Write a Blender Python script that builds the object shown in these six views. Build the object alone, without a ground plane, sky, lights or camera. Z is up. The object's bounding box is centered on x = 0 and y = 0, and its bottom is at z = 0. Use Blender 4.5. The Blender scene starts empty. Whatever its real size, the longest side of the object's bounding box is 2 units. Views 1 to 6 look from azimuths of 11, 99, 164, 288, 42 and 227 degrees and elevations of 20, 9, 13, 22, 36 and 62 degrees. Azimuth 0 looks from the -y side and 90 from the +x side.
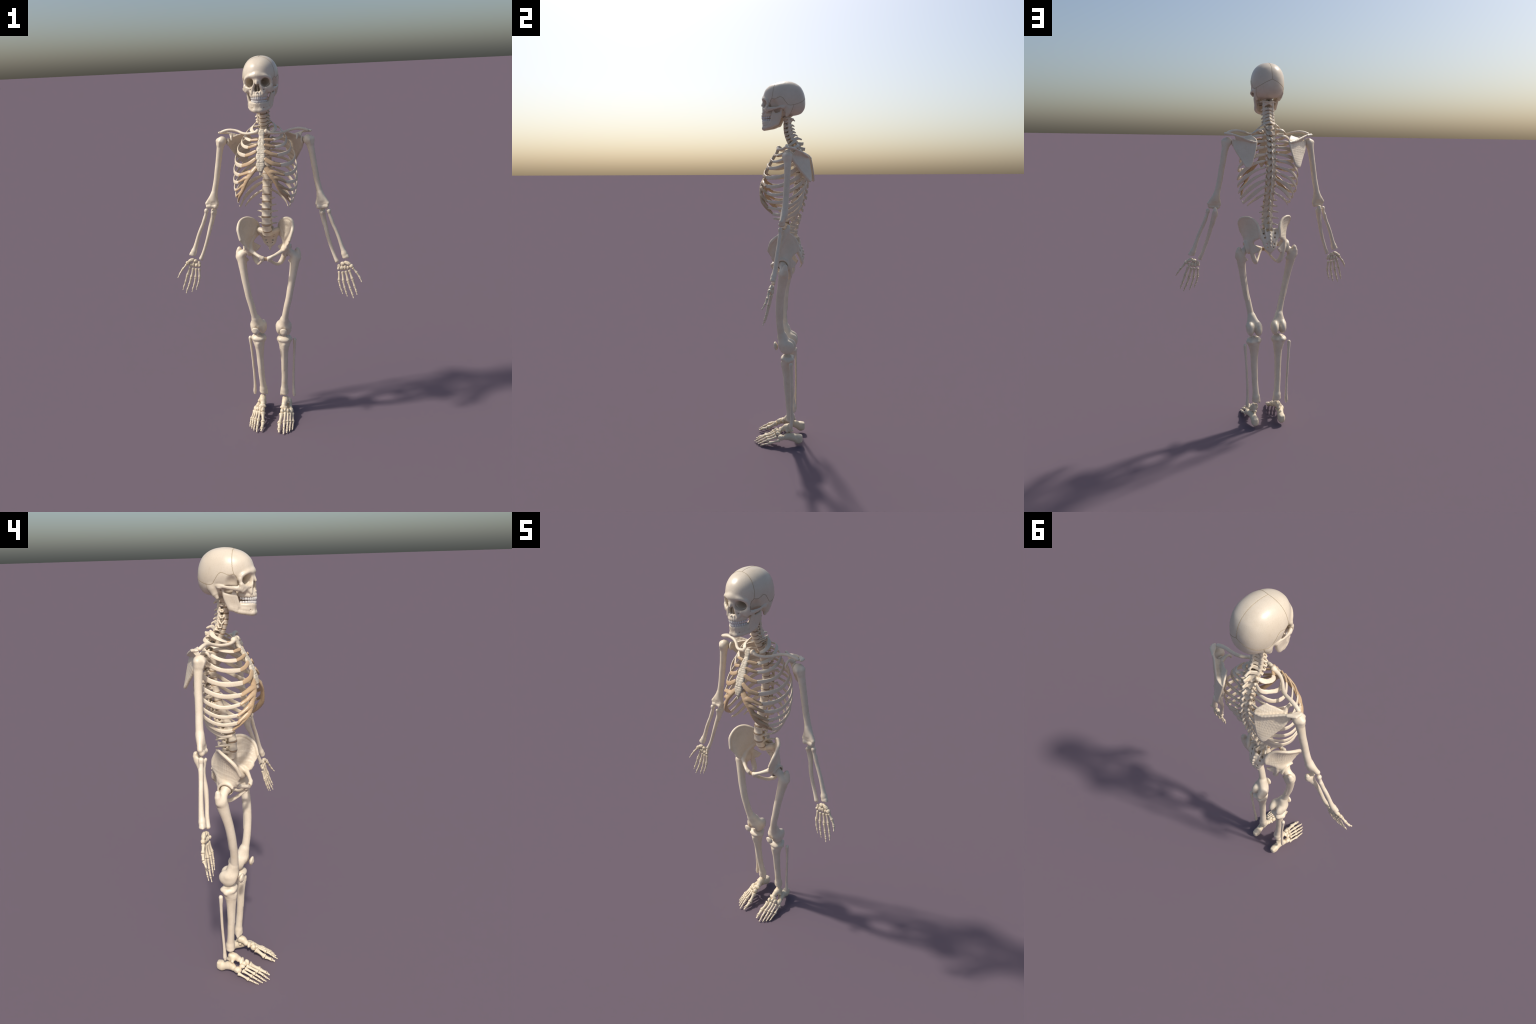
# A standing human skeleton: every bone is a signed-distance solid (round cones,
# ellipsoids, bent plates, smooth joins) or a swept / turned profile.
import bpy, math, random
import numpy as np
from mathutils import Matrix, Vector

V = lambda *a: np.array(a, dtype=np.float64)
rng = np.random.default_rng(7)

# ------------------------------------------------------------------ materials
def new_mat(name):
    m = bpy.data.materials.new(name)
    m.use_nodes = True
    nt = m.node_tree
    for n in list(nt.nodes):
        nt.nodes.remove(n)
    out = nt.nodes.new('ShaderNodeOutputMaterial')
    p = nt.nodes.new('ShaderNodeBsdfPrincipled')
    nt.links.new(p.outputs[0], out.inputs[0])
    return m, nt, p

def ramp(nt, stops):
    r = nt.nodes.new('ShaderNodeValToRGB')
    e = r.color_ramp.elements
    while len(e) < len(stops):
        e.new(0.5)
    for el, (pos, col) in zip(e, stops):
        el.position = pos
        el.color = (*col, 1)
    return r

def noise(nt, vec, scale, detail=3.0, rough=0.55):
    n = nt.nodes.new('ShaderNodeTexNoise')
    n.inputs['Scale'].default_value = scale
    n.inputs['Detail'].default_value = detail
    n.inputs['Roughness'].default_value = rough
    nt.links.new(vec, n.inputs['Vector'])
    return n

def mix(nt, fac, a, b, kind='MIX'):
    n = nt.nodes.new('ShaderNodeMix')
    n.data_type = 'RGBA'
    n.blend_type = kind
    for val, sock in ((fac, n.inputs[0]), (a, n.inputs[6]), (b, n.inputs[7])):
        if isinstance(val, bpy.types.NodeSocket):
            nt.links.new(val, sock)
        elif isinstance(val, tuple):
            sock.default_value = (*val, 1)
        else:
            sock.default_value = val
    return n.outputs[2]

def bone_material(name, base, pale, stain, amount=0.5, rough=0.42, bump=0.25, fine=160.0):
    m, nt, p = new_mat(name)
    tc = nt.nodes.new('ShaderNodeTexCoord')
    v = tc.outputs['Object']
    broad = noise(nt, v, 14.0, 4.0)
    r1 = ramp(nt, [(0.35, base), (0.7, pale)])
    nt.links.new(broad.outputs['Fac'], r1.inputs[0])
    blot = noise(nt, v, 38.0, 5.0, 0.65)
    r2 = ramp(nt, [(0.52, (0, 0, 0)), (0.75, (1, 1, 1))])
    nt.links.new(blot.outputs['Fac'], r2.inputs[0])
    fac = nt.nodes.new('ShaderNodeMath'); fac.operation = 'MULTIPLY'
    fac.inputs[1].default_value = amount
    nt.links.new(r2.outputs['Color'], fac.inputs[0])
    col = mix(nt, fac.outputs[0], r1.outputs['Color'], stain)
    spk = noise(nt, v, fine * 2.2, 2.0)
    r3 = ramp(nt, [(0.3, (0.88, 0.86, 0.82)), (0.6, (1, 1, 1))])
    nt.links.new(spk.outputs['Fac'], r3.inputs[0])
    col = mix(nt, 0.5, col, r3.outputs['Color'], 'MULTIPLY')
    nt.links.new(col, p.inputs['Base Color'])
    p.inputs['Roughness'].default_value = rough
    p.inputs['Specular IOR Level'].default_value = 0.5
    grain = noise(nt, v, fine, 4.0, 0.6)
    b = nt.nodes.new('ShaderNodeBump')
    b.inputs['Strength'].default_value = bump
    b.inputs['Distance'].default_value = 0.0012
    nt.links.new(grain.outputs['Fac'], b.inputs['Height'])
    nt.links.new(b.outputs[0], p.inputs['Normal'])
    return m

BONE = bone_material('bone_ivory', (0.735, 0.625, 0.475), (0.80, 0.69, 0.54), (0.62, 0.48, 0.30), 0.35)
SKULL = bone_material('bone_skull', (0.67, 0.575, 0.445), (0.72, 0.625, 0.495), (0.57, 0.45, 0.30), 0.30, 0.34, 0.10)
SMALL = bone_material('bone_small', (0.70, 0.585, 0.415), (0.78, 0.665, 0.50), (0.55, 0.40, 0.21), 0.5, 0.45, 0.3, 260.0)
STERN = bone_material('bone_spongy', (0.60, 0.52, 0.395), (0.68, 0.60, 0.47), (0.48, 0.38, 0.25), 0.6, 0.5, 0.4, 200.0)
CART = bone_material('cartilage_tan', (0.50, 0.345, 0.20), (0.56, 0.40, 0.245), (0.42, 0.27, 0.14), 0.35, 0.34, 0.12)
DISC = bone_material('disc_brown', (0.42, 0.29, 0.18), (0.50, 0.355, 0.23), (0.28, 0.18, 0.10), 0.4, 0.5, 0.3)
TOOTH = bone_material('tooth_enamel', (0.68, 0.645, 0.60), (0.74, 0.705, 0.66), (0.60, 0.53, 0.43), 0.25, 0.25, 0.05)
SUTURE = bone_material('suture_brown', (0.40, 0.31, 0.19), (0.46, 0.36, 0.23), (0.28, 0.20, 0.11), 0.4, 0.6, 0.2)

# ------------------------------------------------------------- scene helpers
ROOT = bpy.data.objects.new('human_skeleton', None)
bpy.context.scene.collection.objects.link(ROOT)
ROOT['label'] = 'standing cream-coloured human skeleton with tan rib cartilage'
ROOT['category'] = 'human skeleton'

def add_obj(name, mesh, parent=ROOT, matrix=None):
    o = bpy.data.objects.new(name, mesh)
    bpy.context.scene.collection.objects.link(o)
    o.parent = parent
    if matrix is not None:
        o.matrix_world = matrix
    return o

def make_mesh(name, verts, faces, mat, smooth=True):
    me = bpy.data.meshes.new(name)
    verts = np.asarray(verts, dtype=np.float32)
    if isinstance(faces, np.ndarray):
        n = len(faces); k = faces.shape[1]
        me.vertices.add(len(verts)); me.vertices.foreach_set('co', verts.ravel())
        me.loops.add(n * k); me.loops.foreach_set('vertex_index', faces.astype(np.int32).ravel())
        me.polygons.add(n)
        me.polygons.foreach_set('loop_start', (np.arange(n) * k).astype(np.int32))
        me.update(calc_edges=True)
    else:
        me.from_pydata(verts.tolist(), [], faces)
        me.update()
    me.polygons.foreach_set('use_smooth', np.full(len(me.polygons), smooth))
    me.materials.append(mat)
    me.validate()
    return me

def both_sides(name, verts, faces, mat, parents=(ROOT, ROOT)):
    """a bone of the body's left side (+x) and its mirror image"""
    verts = np.asarray(verts)
    a = add_obj(name, make_mesh(name, verts, faces, mat), parents[0])
    mv = verts * np.array([-1, 1, 1])
    mf = faces[:, ::-1] if isinstance(faces, np.ndarray) else [tuple(reversed(f)) for f in faces]
    b = add_obj(name, make_mesh(name, mv, mf, mat), parents[1])
    return a, b

# ------------------------------------------------------- curves and sweeping
def spline(P, n):
    """Catmull-Rom through the points P, n samples evenly spaced along it"""
    P = np.asarray(P, dtype=np.float64)
    Q = np.vstack([2 * P[0] - P[1], P, 2 * P[-1] - P[-2]])
    out = []
    for i in range(len(P) - 1):
        p0, p1, p2, p3 = Q[i:i + 4]
        t = np.linspace(0, 1, 24, endpoint=False)[:, None]
        out.append(0.5 * (2 * p1 + (p2 - p0) * t + (2 * p0 - 5 * p1 + 4 * p2 - p3) * t ** 2
                          + (3 * p1 - p0 - 3 * p2 + p3) * t ** 3))
    C = np.vstack(out + [P[-1:]])
    s = np.r_[0, np.cumsum(np.linalg.norm(np.diff(C[:, :3], axis=0), axis=1))]
    u = np.linspace(0, s[-1], n)
    return np.stack([np.interp(u, s, C[:, j]) for j in range(C.shape[1])], 1)

def smooth_rows(P, n):
    """Catmull-Rom through P with evenly spread parameters"""
    P = np.asarray(P, float)
    Q = np.vstack([2 * P[0] - P[1], P, 2 * P[-1] - P[-2]])
    u = np.linspace(0, len(P) - 1, n); i = np.minimum(u.astype(int), len(P) - 2); t = (u - i)[:, None]
    p0, p1, p2, p3 = Q[i], Q[i + 1], Q[i + 2], Q[i + 3]
    return 0.5 * (2 * p1 + (p2 - p0) * t + (2 * p0 - 5 * p1 + 4 * p2 - p3) * t ** 2 + (3 * p1 - p0 - 3 * p2 + p3) * t ** 3)

def bspline(P, n):
    """clamped cubic B-spline with the control points P"""
    P = np.asarray(P, dtype=np.float64); k = 3; m = len(P)
    kn = np.r_[[0] * k, np.linspace(0, 1, m - k + 1), [1] * k]
    t = np.linspace(0, 1 - 1e-9, n)
    N = [((t >= kn[i]) & (t < kn[i + 1])).astype(float) for i in range(len(kn) - 1)]
    for d in range(1, k + 1):
        M = []
        for i in range(len(N) - 1):
            a = 0 * t
            if kn[i + d] > kn[i]: a = a + (t - kn[i]) / (kn[i + d] - kn[i]) * N[i]
            if kn[i + d + 1] > kn[i + 1]: a = a + (kn[i + d + 1] - t) / (kn[i + d + 1] - kn[i + 1]) * N[i + 1]
            M.append(a)
        N = M
    return np.array(N).T @ P

def unit(v):
    return v / (np.linalg.norm(v, axis=-1, keepdims=True) + 1e-12)

def sweep(C, normals, h, t, ring=14, power=2.6, cap=3):
    """tube along C, section a superellipse: height h across the normal, thickness t along it"""
    C = np.asarray(C); n = len(C)
    T = unit(np.gradient(C, axis=0))
    N = unit(normals - (normals * T).sum(1, keepdims=True) * T)
    H = np.cross(T, N)
    h = np.broadcast_to(h, n).astype(float); t = np.broadcast_to(t, n).astype(float)
    # rounded end caps: extra shrunken rings
    ext = np.linspace(0, 1, cap + 1)[1:]
    def endcap(i, sgn):
        r = 0.5 * min(h[i], t[i]) * 1.2
        return [(C[i] + sgn * T[i] * r * math.sin(e * math.pi / 2 * 0.95), H[i], N[i],
                 h[i] * max(math.cos(e * math.pi / 2 * 0.95), .05), t[i] * max(math.cos(e * math.pi / 2 * 0.95), .05)) for e in ext]
    rows = endcap(0, -1)[::-1] + [(C[i], H[i], N[i], h[i], t[i]) for i in range(n)] + endcap(n - 1, 1)
    a = np.linspace(0, 2 * math.pi, ring, endpoint=False)
    ca, sa = np.cos(a), np.sin(a)
    sx = np.sign(ca) * np.abs(ca) ** (2 / power); sy = np.sign(sa) * np.abs(sa) ** (2 / power)
    verts = np.vstack([c + .5 * hh * sx[:, None] * Hh + .5 * tt * sy[:, None] * Nn for c, Hh, Nn, hh, tt in rows])
    m = len(rows)
    i, j = np.meshgrid(np.arange(m - 1), np.arange(ring), indexing='ij')
    f = np.stack([i * ring + j, i * ring + (j + 1) % ring, (i + 1) * ring + (j + 1) % ring, (i + 1) * ring + j], -1).reshape(-1, 4)
    faces = [tuple(int(k) for k in q) for q in f] + [tuple(range(ring))[::-1], tuple(range((m - 1) * ring, m * ring))]
    return verts, faces

# ------------------------------------------------------ signed-distance solids
class Solid:
    """distance field on a grid; primitives are joined into it one after another"""
    def __init__(self, lo, hi, h, mirror=False):
        self.h = h; self.mirror = mirror
        lo = np.array(lo, float); hi = np.array(hi, float)
        if mirror: lo[0] = -2.5 * h      # only the +x half is evaluated
        n = np.ceil((hi - lo) / h).astype(int) + 1
        self.lo = lo; self.n = n
        self.ax = [lo[k] + h * np.arange(n[k]) for k in range(3)]
        self.F = np.full(n, 0.05, dtype=np.float32)
    def box(self, a, b, pad):
        i0 = np.clip(np.floor((np.minimum(a, b) - pad - self.lo) / self.h).astype(int), 0, self.n - 1)
        i1 = np.clip(np.ceil((np.maximum(a, b) + pad - self.lo) / self.h).astype(int) + 1, 1, self.n)
        sl = tuple(slice(p, max(q, p + 1)) for p, q in zip(i0, i1))
        X = self.ax[0][sl[0]][:, None, None].astype(np.float32)
        Y = self.ax[1][sl[1]][None, :, None].astype(np.float32)
        Z = self.ax[2][sl[2]][None, None, :].astype(np.float32)
        return sl, X, Y, Z
    def join(self, sl, d, k):
        G = self.F[sl]
        if k > 0:
            e = np.maximum(k - np.abs(G - d), 0) / k
            self.F[sl] = np.minimum(G, d) - e * e * k * 0.25
        else:
            self.F[sl] = np.minimum(G, d)
    def cut(self, sl, d, k):
        G = self.F[sl]; d = -d
        if k > 0:
            e = np.maximum(k - np.abs(G - d), 0) / k
            self.F[sl] = np.maximum(G, d) + e * e * k * 0.25
        else:
            self.F[sl] = np.maximum(G, d)
    def put(self, sl, d, k, sub):
        (self.cut if sub else self.join)(sl, d.astype(np.float32), k)
    def cone(self, a, b, ra, rb, k=0.004, sub=False, flat=None):
        """round cone; flat=(normal, ratio) squeezes it along the normal"""
        a = np.asarray(a, float); b = np.asarray(b, float)
        pad = max(ra, rb) + k + 3 * self.h
        sl, X, Y, Z = self.box(a, b, pad)
        px, py, pz = X - a[0], Y - a[1], Z - a[2]
        ba = b - a
        if flat is not None:
            n = unit(np.asarray(flat[0], float)); s = flat[1] - 1
            dn = px * n[0] + py * n[1] + pz * n[2]
            px = px + s * n[0] * dn; py = py + s * n[1] * dn; pz = pz + s * n[2] * dn
            ba = ba + s * n * (ba @ n)
        L = ba @ ba + 1e-12
        t = np.clip((px * ba[0] + py * ba[1] + pz * ba[2]) / L, 0, 1)
        d = np.sqrt((px - t * ba[0]) ** 2 + (py - t * ba[1]) ** 2 + (pz - t * ba[2]) ** 2) - (ra + (rb - ra) * t)
        if flat is not None: d = d / math.sqrt(flat[1])
        self.put(sl, d, k, sub)
    def chain(self, P, R, k=0.004, n=None, sub=False, flat=None, k0=None):
        """round cones through the points P with the radii R, smoothed when n is given"""
        P = np.asarray(P, float); R = np.broadcast_to(np.asarray(R, float), len(P))
        if n:
            Q = spline(np.c_[P, R], n); P, R = Q[:, :3], Q[:, 3]
        # one union first, so that the inner joints are not swollen
        lo, hi = P.min(0), P.max(0)
        pad = R.max() + k + 3 * self.h
        sl, X, Y, Z = self.box(lo, hi, pad)
        D = None
        for i in range(len(P) - 1):
            a, ba = P[i], P[i + 1] - P[i]
            px, py, pz = X - a[0], Y - a[1], Z - a[2]
            if flat is not None:
                nn = unit(np.asarray(flat[0], float)); s = flat[1] - 1
                dn = px * nn[0] + py * nn[1] + pz * nn[2]
                px = px + s * nn[0] * dn; py = py + s * nn[1] * dn; pz = pz + s * nn[2] * dn
                ba = ba + s * nn * (ba @ nn)
            L = ba @ ba + 1e-12
            t = np.clip((px * ba[0] + py * ba[1] + pz * ba[2]) / L, 0, 1)
            d = np.sqrt((px - t * ba[0]) ** 2 + (py - t * ba[1]) ** 2 + (pz - t * ba[2]) ** 2) - (R[i] + (R[i + 1] - R[i]) * t)
            D = d if D is None else np.minimum(D, d)
        if flat is not None: D = D / math.sqrt(flat[1])
        self.put(sl, D, k, sub)
    def ball(self, c, r, k=0.004, sub=False, rot=None):
        """ellipsoid with the half-axes r, turned by the matrix rot (rows = its own axes)"""
        c = np.asarray(c, float); r = np.broadcast_to(np.asarray(r, float), 3)
        pad = r.max() + k + 3 * self.h
        sl, X, Y, Z = self.box(c, c, pad)
        p = [X - c[0], Y - c[1], Z - c[2]]
        if rot is not None:
            p = [rot[i][0] * p[0] + rot[i][1] * p[1] + rot[i][2] * p[2] for i in range(3)]
        k0 = np.sqrt((p[0] / r[0]) ** 2 + (p[1] / r[1]) ** 2 + (p[2] / r[2]) ** 2)
        k1 = np.sqrt((p[0] / r[0] ** 2) ** 2 + (p[1] / r[1] ** 2) ** 2 + (p[2] / r[2] ** 2) ** 2)
        self.put(sl, k0 * (k0 - 1) / np.maximum(k1, 1e-6), k, sub)
    def block(self, c, r, rnd, k=0.004, sub=False, rot=None):
        c = np.asarray(c, float); r = np.asarray(r, float)
        pad = np.linalg.norm(r) + k + 3 * self.h
        sl, X, Y, Z = self.box(c, c, pad)
        p = [X - c[0], Y - c[1], Z - c[2]]
        if rot is not None:
            p = [rot[i][0] * p[0] + rot[i][1] * p[1] + rot[i][2] * p[2] for i in range(3)]
        q = [np.abs(p[i]) - (r[i] - rnd) for i in range(3)]
        d = np.sqrt(sum(np.maximum(x, 0) ** 2 for x in q)) + np.minimum(np.maximum(q[0], np.maximum(q[1], q[2])), 0) - rnd
        self.put(sl, d, k, sub)
    def plate(self, a, b, c, ra, rb=None, rc=None, k=0.003, sub=False):
        """thick triangle, half-thickness ra, rb, rc at its corners"""
        rb = ra if rb is None else rb; rc = ra if rc is None else rc
        a, b, c = (np.asarray(q, float) for q in (a, b, c))
        lo = np.minimum(np.minimum(a, b), c); hi = np.maximum(np.maximum(a, b), c)
        sl, X, Y, Z = self.box(lo, hi, max(ra, rb, rc) + k + 3 * self.h)
        nor = unit(np.cross(b - a, c - a))
        A = np.stack([b - a, c - a, nor], 1); inv = np.linalg.inv(A)
        px, py, pz = X - a[0], Y - a[1], Z - a[2]
        u, v, w = (inv[i, 0] * px + inv[i, 1] * py + inv[i, 2] * pz for i in range(3))
        inside = (u >= 0) & (v >= 0) & (u + v <= 1)
        d = np.where(inside, np.abs(w) - (ra + (rb - ra) * u + (rc - ra) * v), 1.0)
        for p, q, rp, rq in ((a, b, ra, rb), (b, c, rb, rc), (c, a, rc, ra)):
            e = q - p; L = e @ e
            x, y, z = X - p[0], Y - p[1], Z - p[2]
            t = np.clip((x * e[0] + y * e[1] + z * e[2]) / L, 0, 1)
            d = np.minimum(d, np.sqrt((x - t * e[0]) ** 2 + (y - t * e[1]) ** 2 + (z - t * e[2]) ** 2) - (rp + (rq - rp) * t))
        self.put(sl, d, k, sub)
    def sheet(self, rows, R, k=0.003, sub=False):
        """bent plate over a grid of points"""
        rows = [np.asarray(r, float) for r in rows]
        for i in range(len(rows) - 1):
            p, q = rows[i], rows[i + 1]
            for j in range(len(p) - 1):
                r = [R[i][j], R[i][j + 1], R[i + 1][j + 1], R[i + 1][j]] if not np.isscalar(R) else [R] * 4
                self.plate(p[j], p[j + 1], q[j + 1], r[0], r[1], r[2], k, sub)
                self.plate(p[j], q[j + 1], q[j], r[0], r[2], r[3], k, sub)
    def sample(self, p):
        """field value at a point (nearest eight samples blended)"""
        q = (np.asarray(p, float) - self.lo) / self.h; i = np.clip(q.astype(int), 0, self.n - 2); t = q - i
        c = self.F[i[0]:i[0] + 2, i[1]:i[1] + 2, i[2]:i[2] + 2]
        for a in t: c = c[0] * (1 - a) + c[1] * a
        return float(c)
    def surface_from(self, c, p, lift=0.0):
        """where the ray from c through p leaves the solid for good"""
        d = unit(np.asarray(p, float) - c); r = np.arange(.155, .05, -.0005)
        for a, b in zip(r[:-1], r[1:]):
            q = c + d * b
            if np.all(q > self.lo) and np.all(q < self.lo + self.h * (self.n - 2)):
                f1 = self.sample(q)
                if f1 < 0:
                    f0 = self.sample(np.minimum(c + d * a, self.lo + self.h * (self.n - 2)))
                    return c + d * (b + (a - b) * f1 / (f1 - f0 - 1e-9) + lift)
        return c + d * (.1 + lift)
    def patch(self, rows, R, nu, nv, k=0.003):
        """smooth bent plate through a net of points: rows x columns, half-thickness R"""
        net = np.concatenate([np.asarray(rows, float), np.asarray(R, float)[..., None]], -1)
        A = np.stack([smooth_rows(net[i], nv) for i in range(len(net))])
        Bn = np.stack([smooth_rows(A[:, j], nu) for j in range(nv)], 1)
        self.sheet(Bn[..., :3], Bn[..., 3], k)
    def bumps(self, amount, size, seed):
        """slow uneven swelling of the surface, made of a few crossed waves"""
        g = np.random.default_rng(seed)
        X, Y, Z = (self.ax[0][:, None, None], self.ax[1][None, :, None], self.ax[2][None, None, :])
        W = 0
        for _ in range(5):
            d = unit(g.normal(size=3)) * 2 * math.pi / size * g.uniform(.6, 1.5); ph = g.uniform(0, 6.28)
            W = W + np.sin(X * d[0] + Y * d[1] + Z * d[2] + ph)
        self.F += (amount / 3 * W).astype(np.float32)
    def soften(self, times=1):
        for _ in range(times):
            for axis in range(3):
                G = self.F
                lo = np.concatenate([np.take(G, [0], axis), np.take(G, range(G.shape[axis] - 1), axis)], axis)
                hi = np.concatenate([np.take(G, range(1, G.shape[axis]), axis), np.take(G, [-1], axis)], axis)
                self.F = .5 * G + .25 * (lo + hi)
    def mesh(self):
        """surface nets: one vertex per cell that the surface crosses"""
        F = self.F; lo = self.lo.copy()
        if self.mirror:
            m = 2; half = F[3:]     # samples at x = h/2 ... after the shift below
            F = np.concatenate([half[::-1], half], 0)
            lo[0] = -(half.shape[0] - 0.5) * self.h
        F = np.pad(F, 1, constant_values=0.05); lo = lo - self.h
        S = F < 0
        nx, ny, nz = (d - 1 for d in F.shape)
        cnt = np.zeros((nx, ny, nz), np.int8)
        corners = [(i, j, k) for i in (0, 1) for j in (0, 1) for k in (0, 1)]
        for i, j, k in corners:
            cnt += S[i:i + nx, j:j + ny, k:k + nz]
        act = (cnt > 0) & (cnt < 8)
        idx = np.argwhere(act)
        num = np.full(act.shape, -1, np.int64); num[act] = np.arange(len(idx))
        val = {c: F[idx[:, 0] + c[0], idx[:, 1] + c[1], idx[:, 2] + c[2]] for c in corners}
        acc = np.zeros((len(idx), 3)); w = np.zeros(len(idx))
        for c in corners:
            for ax in range(3):
                if c[ax]: continue
                e = list(c); e[ax] = 1; e = tuple(e)
                a, b = val[c], val[e]; cr = (a < 0) != (b < 0)
                t = np.where(cr, a / np.where(cr, a - b, 1), 0)
                p = np.tile(np.array(c, float), (len(idx), 1)); p[:, ax] += t
                acc += p * cr[:, None]; w += cr
        verts = lo + self.h * (idx + acc / w[:, None])
        faces = []
        for ax in range(3):
            b, c = (ax + 1) % 3, (ax + 2) % 3
            s0 = [slice(1, -1)] * 3; s0[ax] = slice(0, -1); s1 = list(s0); s1[ax] = slice(1, None)
            A, Bv = S[tuple(s0)], S[tuple(s1)]
            for flip, sel in ((False, A & ~Bv), (True, ~A & Bv)):
                q = np.argwhere(sel)
                if not len(q): continue
                base = q + 1; base[:, ax] -= 1
                def at(db, dc):
                    r = base.copy(); r[:, b] += db; r[:, c] += dc
                    return num[r[:, 0], r[:, 1], r[:, 2]]
                f = np.stack([at(-1, -1), at(0, -1), at(0, 0), at(-1, 0)], 1)
                faces.append(f[:, ::-1] if flip else f)
        return verts, np.vstack(faces)

def solid(lo, hi, h=0.0017, mirror=False):
    s = Solid(lo, hi, h, mirror)
    if mirror:            # shift the grid so that the mirror plane lies between two samples
        s.lo[0] = -2.5 * h
        s.ax[0] = s.lo[0] + h * np.arange(s.n[0])
    return s


# =====================================================================  SKULL
# sagittal outline of the braincase as (angle in degrees from +y over +z, radius) round its centre
BC = V(0, 0.002, 1.900)
OUT = [(0, .1110), (20, .1105), (40, .1110), (60, .1060), (80, .1005), (95, .0995), (115, .1020), (135, .1105),
       (150, .1155), (168, .1140), (180, .1090), (205, .092), (225, .082), (250, .078), (270, .074), (290, .079),
       (310, .0965), (325, .1120), (340, .1155)]
def brain_radius(ang):
    a = np.array([q[0] for q in OUT] + [360]); r = np.array([q[1] for q in OUT] + [OUT[0][1]])
    A = np.r_[a[-4:-1] - 360, a, a[1:4] + 360]; R = np.r_[r[-4:-1], r, r[1:4]]
    # smooth periodic interpolation
    g = np.arange(-40, 400, 2.0); y = np.interp(g, A, R)
    ker = np.exp(-np.linspace(-2, 2, 9) ** 2); ker /= ker.sum()
    y = np.convolve(np.pad(y, 4, mode='edge'), ker, 'valid')
    return np.interp(ang % 360, g, y)
def brain_value(X, Y, Z):
    dy, dz = Y - BC[1], Z - BC[2]
    ang = np.degrees(np.arctan2(dz, dy)); rho = np.sqrt(dy * dy + dz * dz) / brain_radius(ang)
    w = 0.0838 - 0.010 * np.clip((-0.02 - Y) / 0.08, 0, 1) ** 1.2 - 0.0035 * np.clip((1.90 - Z) / .06, 0, 1.5)
    s = ((np.abs(X) / w) ** 2.3 + rho ** 2.3) ** (1 / 2.3)
    return (s - 1) * np.minimum(np.hypot(dy, dz) * .5 + .06, .1)
def on_brain(p, lift=0.0):
    """the point of the braincase surface in the direction of p"""
    p = np.asarray(p, float); d = unit(p - BC); lo_, hi_ = 0.03, 0.16
    for _ in range(40):
        m = .5 * (lo_ + hi_); q = BC + d * m
        if brain_value(np.array(q[0]), np.array(q[1]), np.array(q[2])) < 0: lo_ = m
        else: hi_ = m
    return BC + d * (lo_ + lift)

SUT = dict(
    coronal=[(0, -.038, 2.0), (.03, -.040, 1.99), (.055, -.043, 1.965), (.068, -.046, 1.93), (.067, -.050, 1.905)],
    sagittal=[(0, -.038, 2.0), (0, .0, 2.01), (0, .05, 2.0), (0, .09, 1.96), (0, .108, 1.912)],
    lambdoid=[(0, .108, 1.912), (.03, .104, 1.898), (.055, .088, 1.883), (.072, .061, 1.872)],
    squamous=[(.067, -.050, 1.905), (.075, -.035, 1.902), (.080, -.010, 1.911), (.080, .004, 1.906), (.078, .018, 1.888),
              (.077, .030, 1.874), (.076, .045, 1.870), (.072, .061, 1.872)],
    sphenoid=[(.067, -.050, 1.905), (.064, -.060, 1.895), (.060, -.064, 1.880), (.057, -.062, 1.866)],
    mastoid=[(.072, .061, 1.872), (.070, .055, 1.855), (.064, .045, 1.835), (.058, .040, 1.822)])

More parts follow.
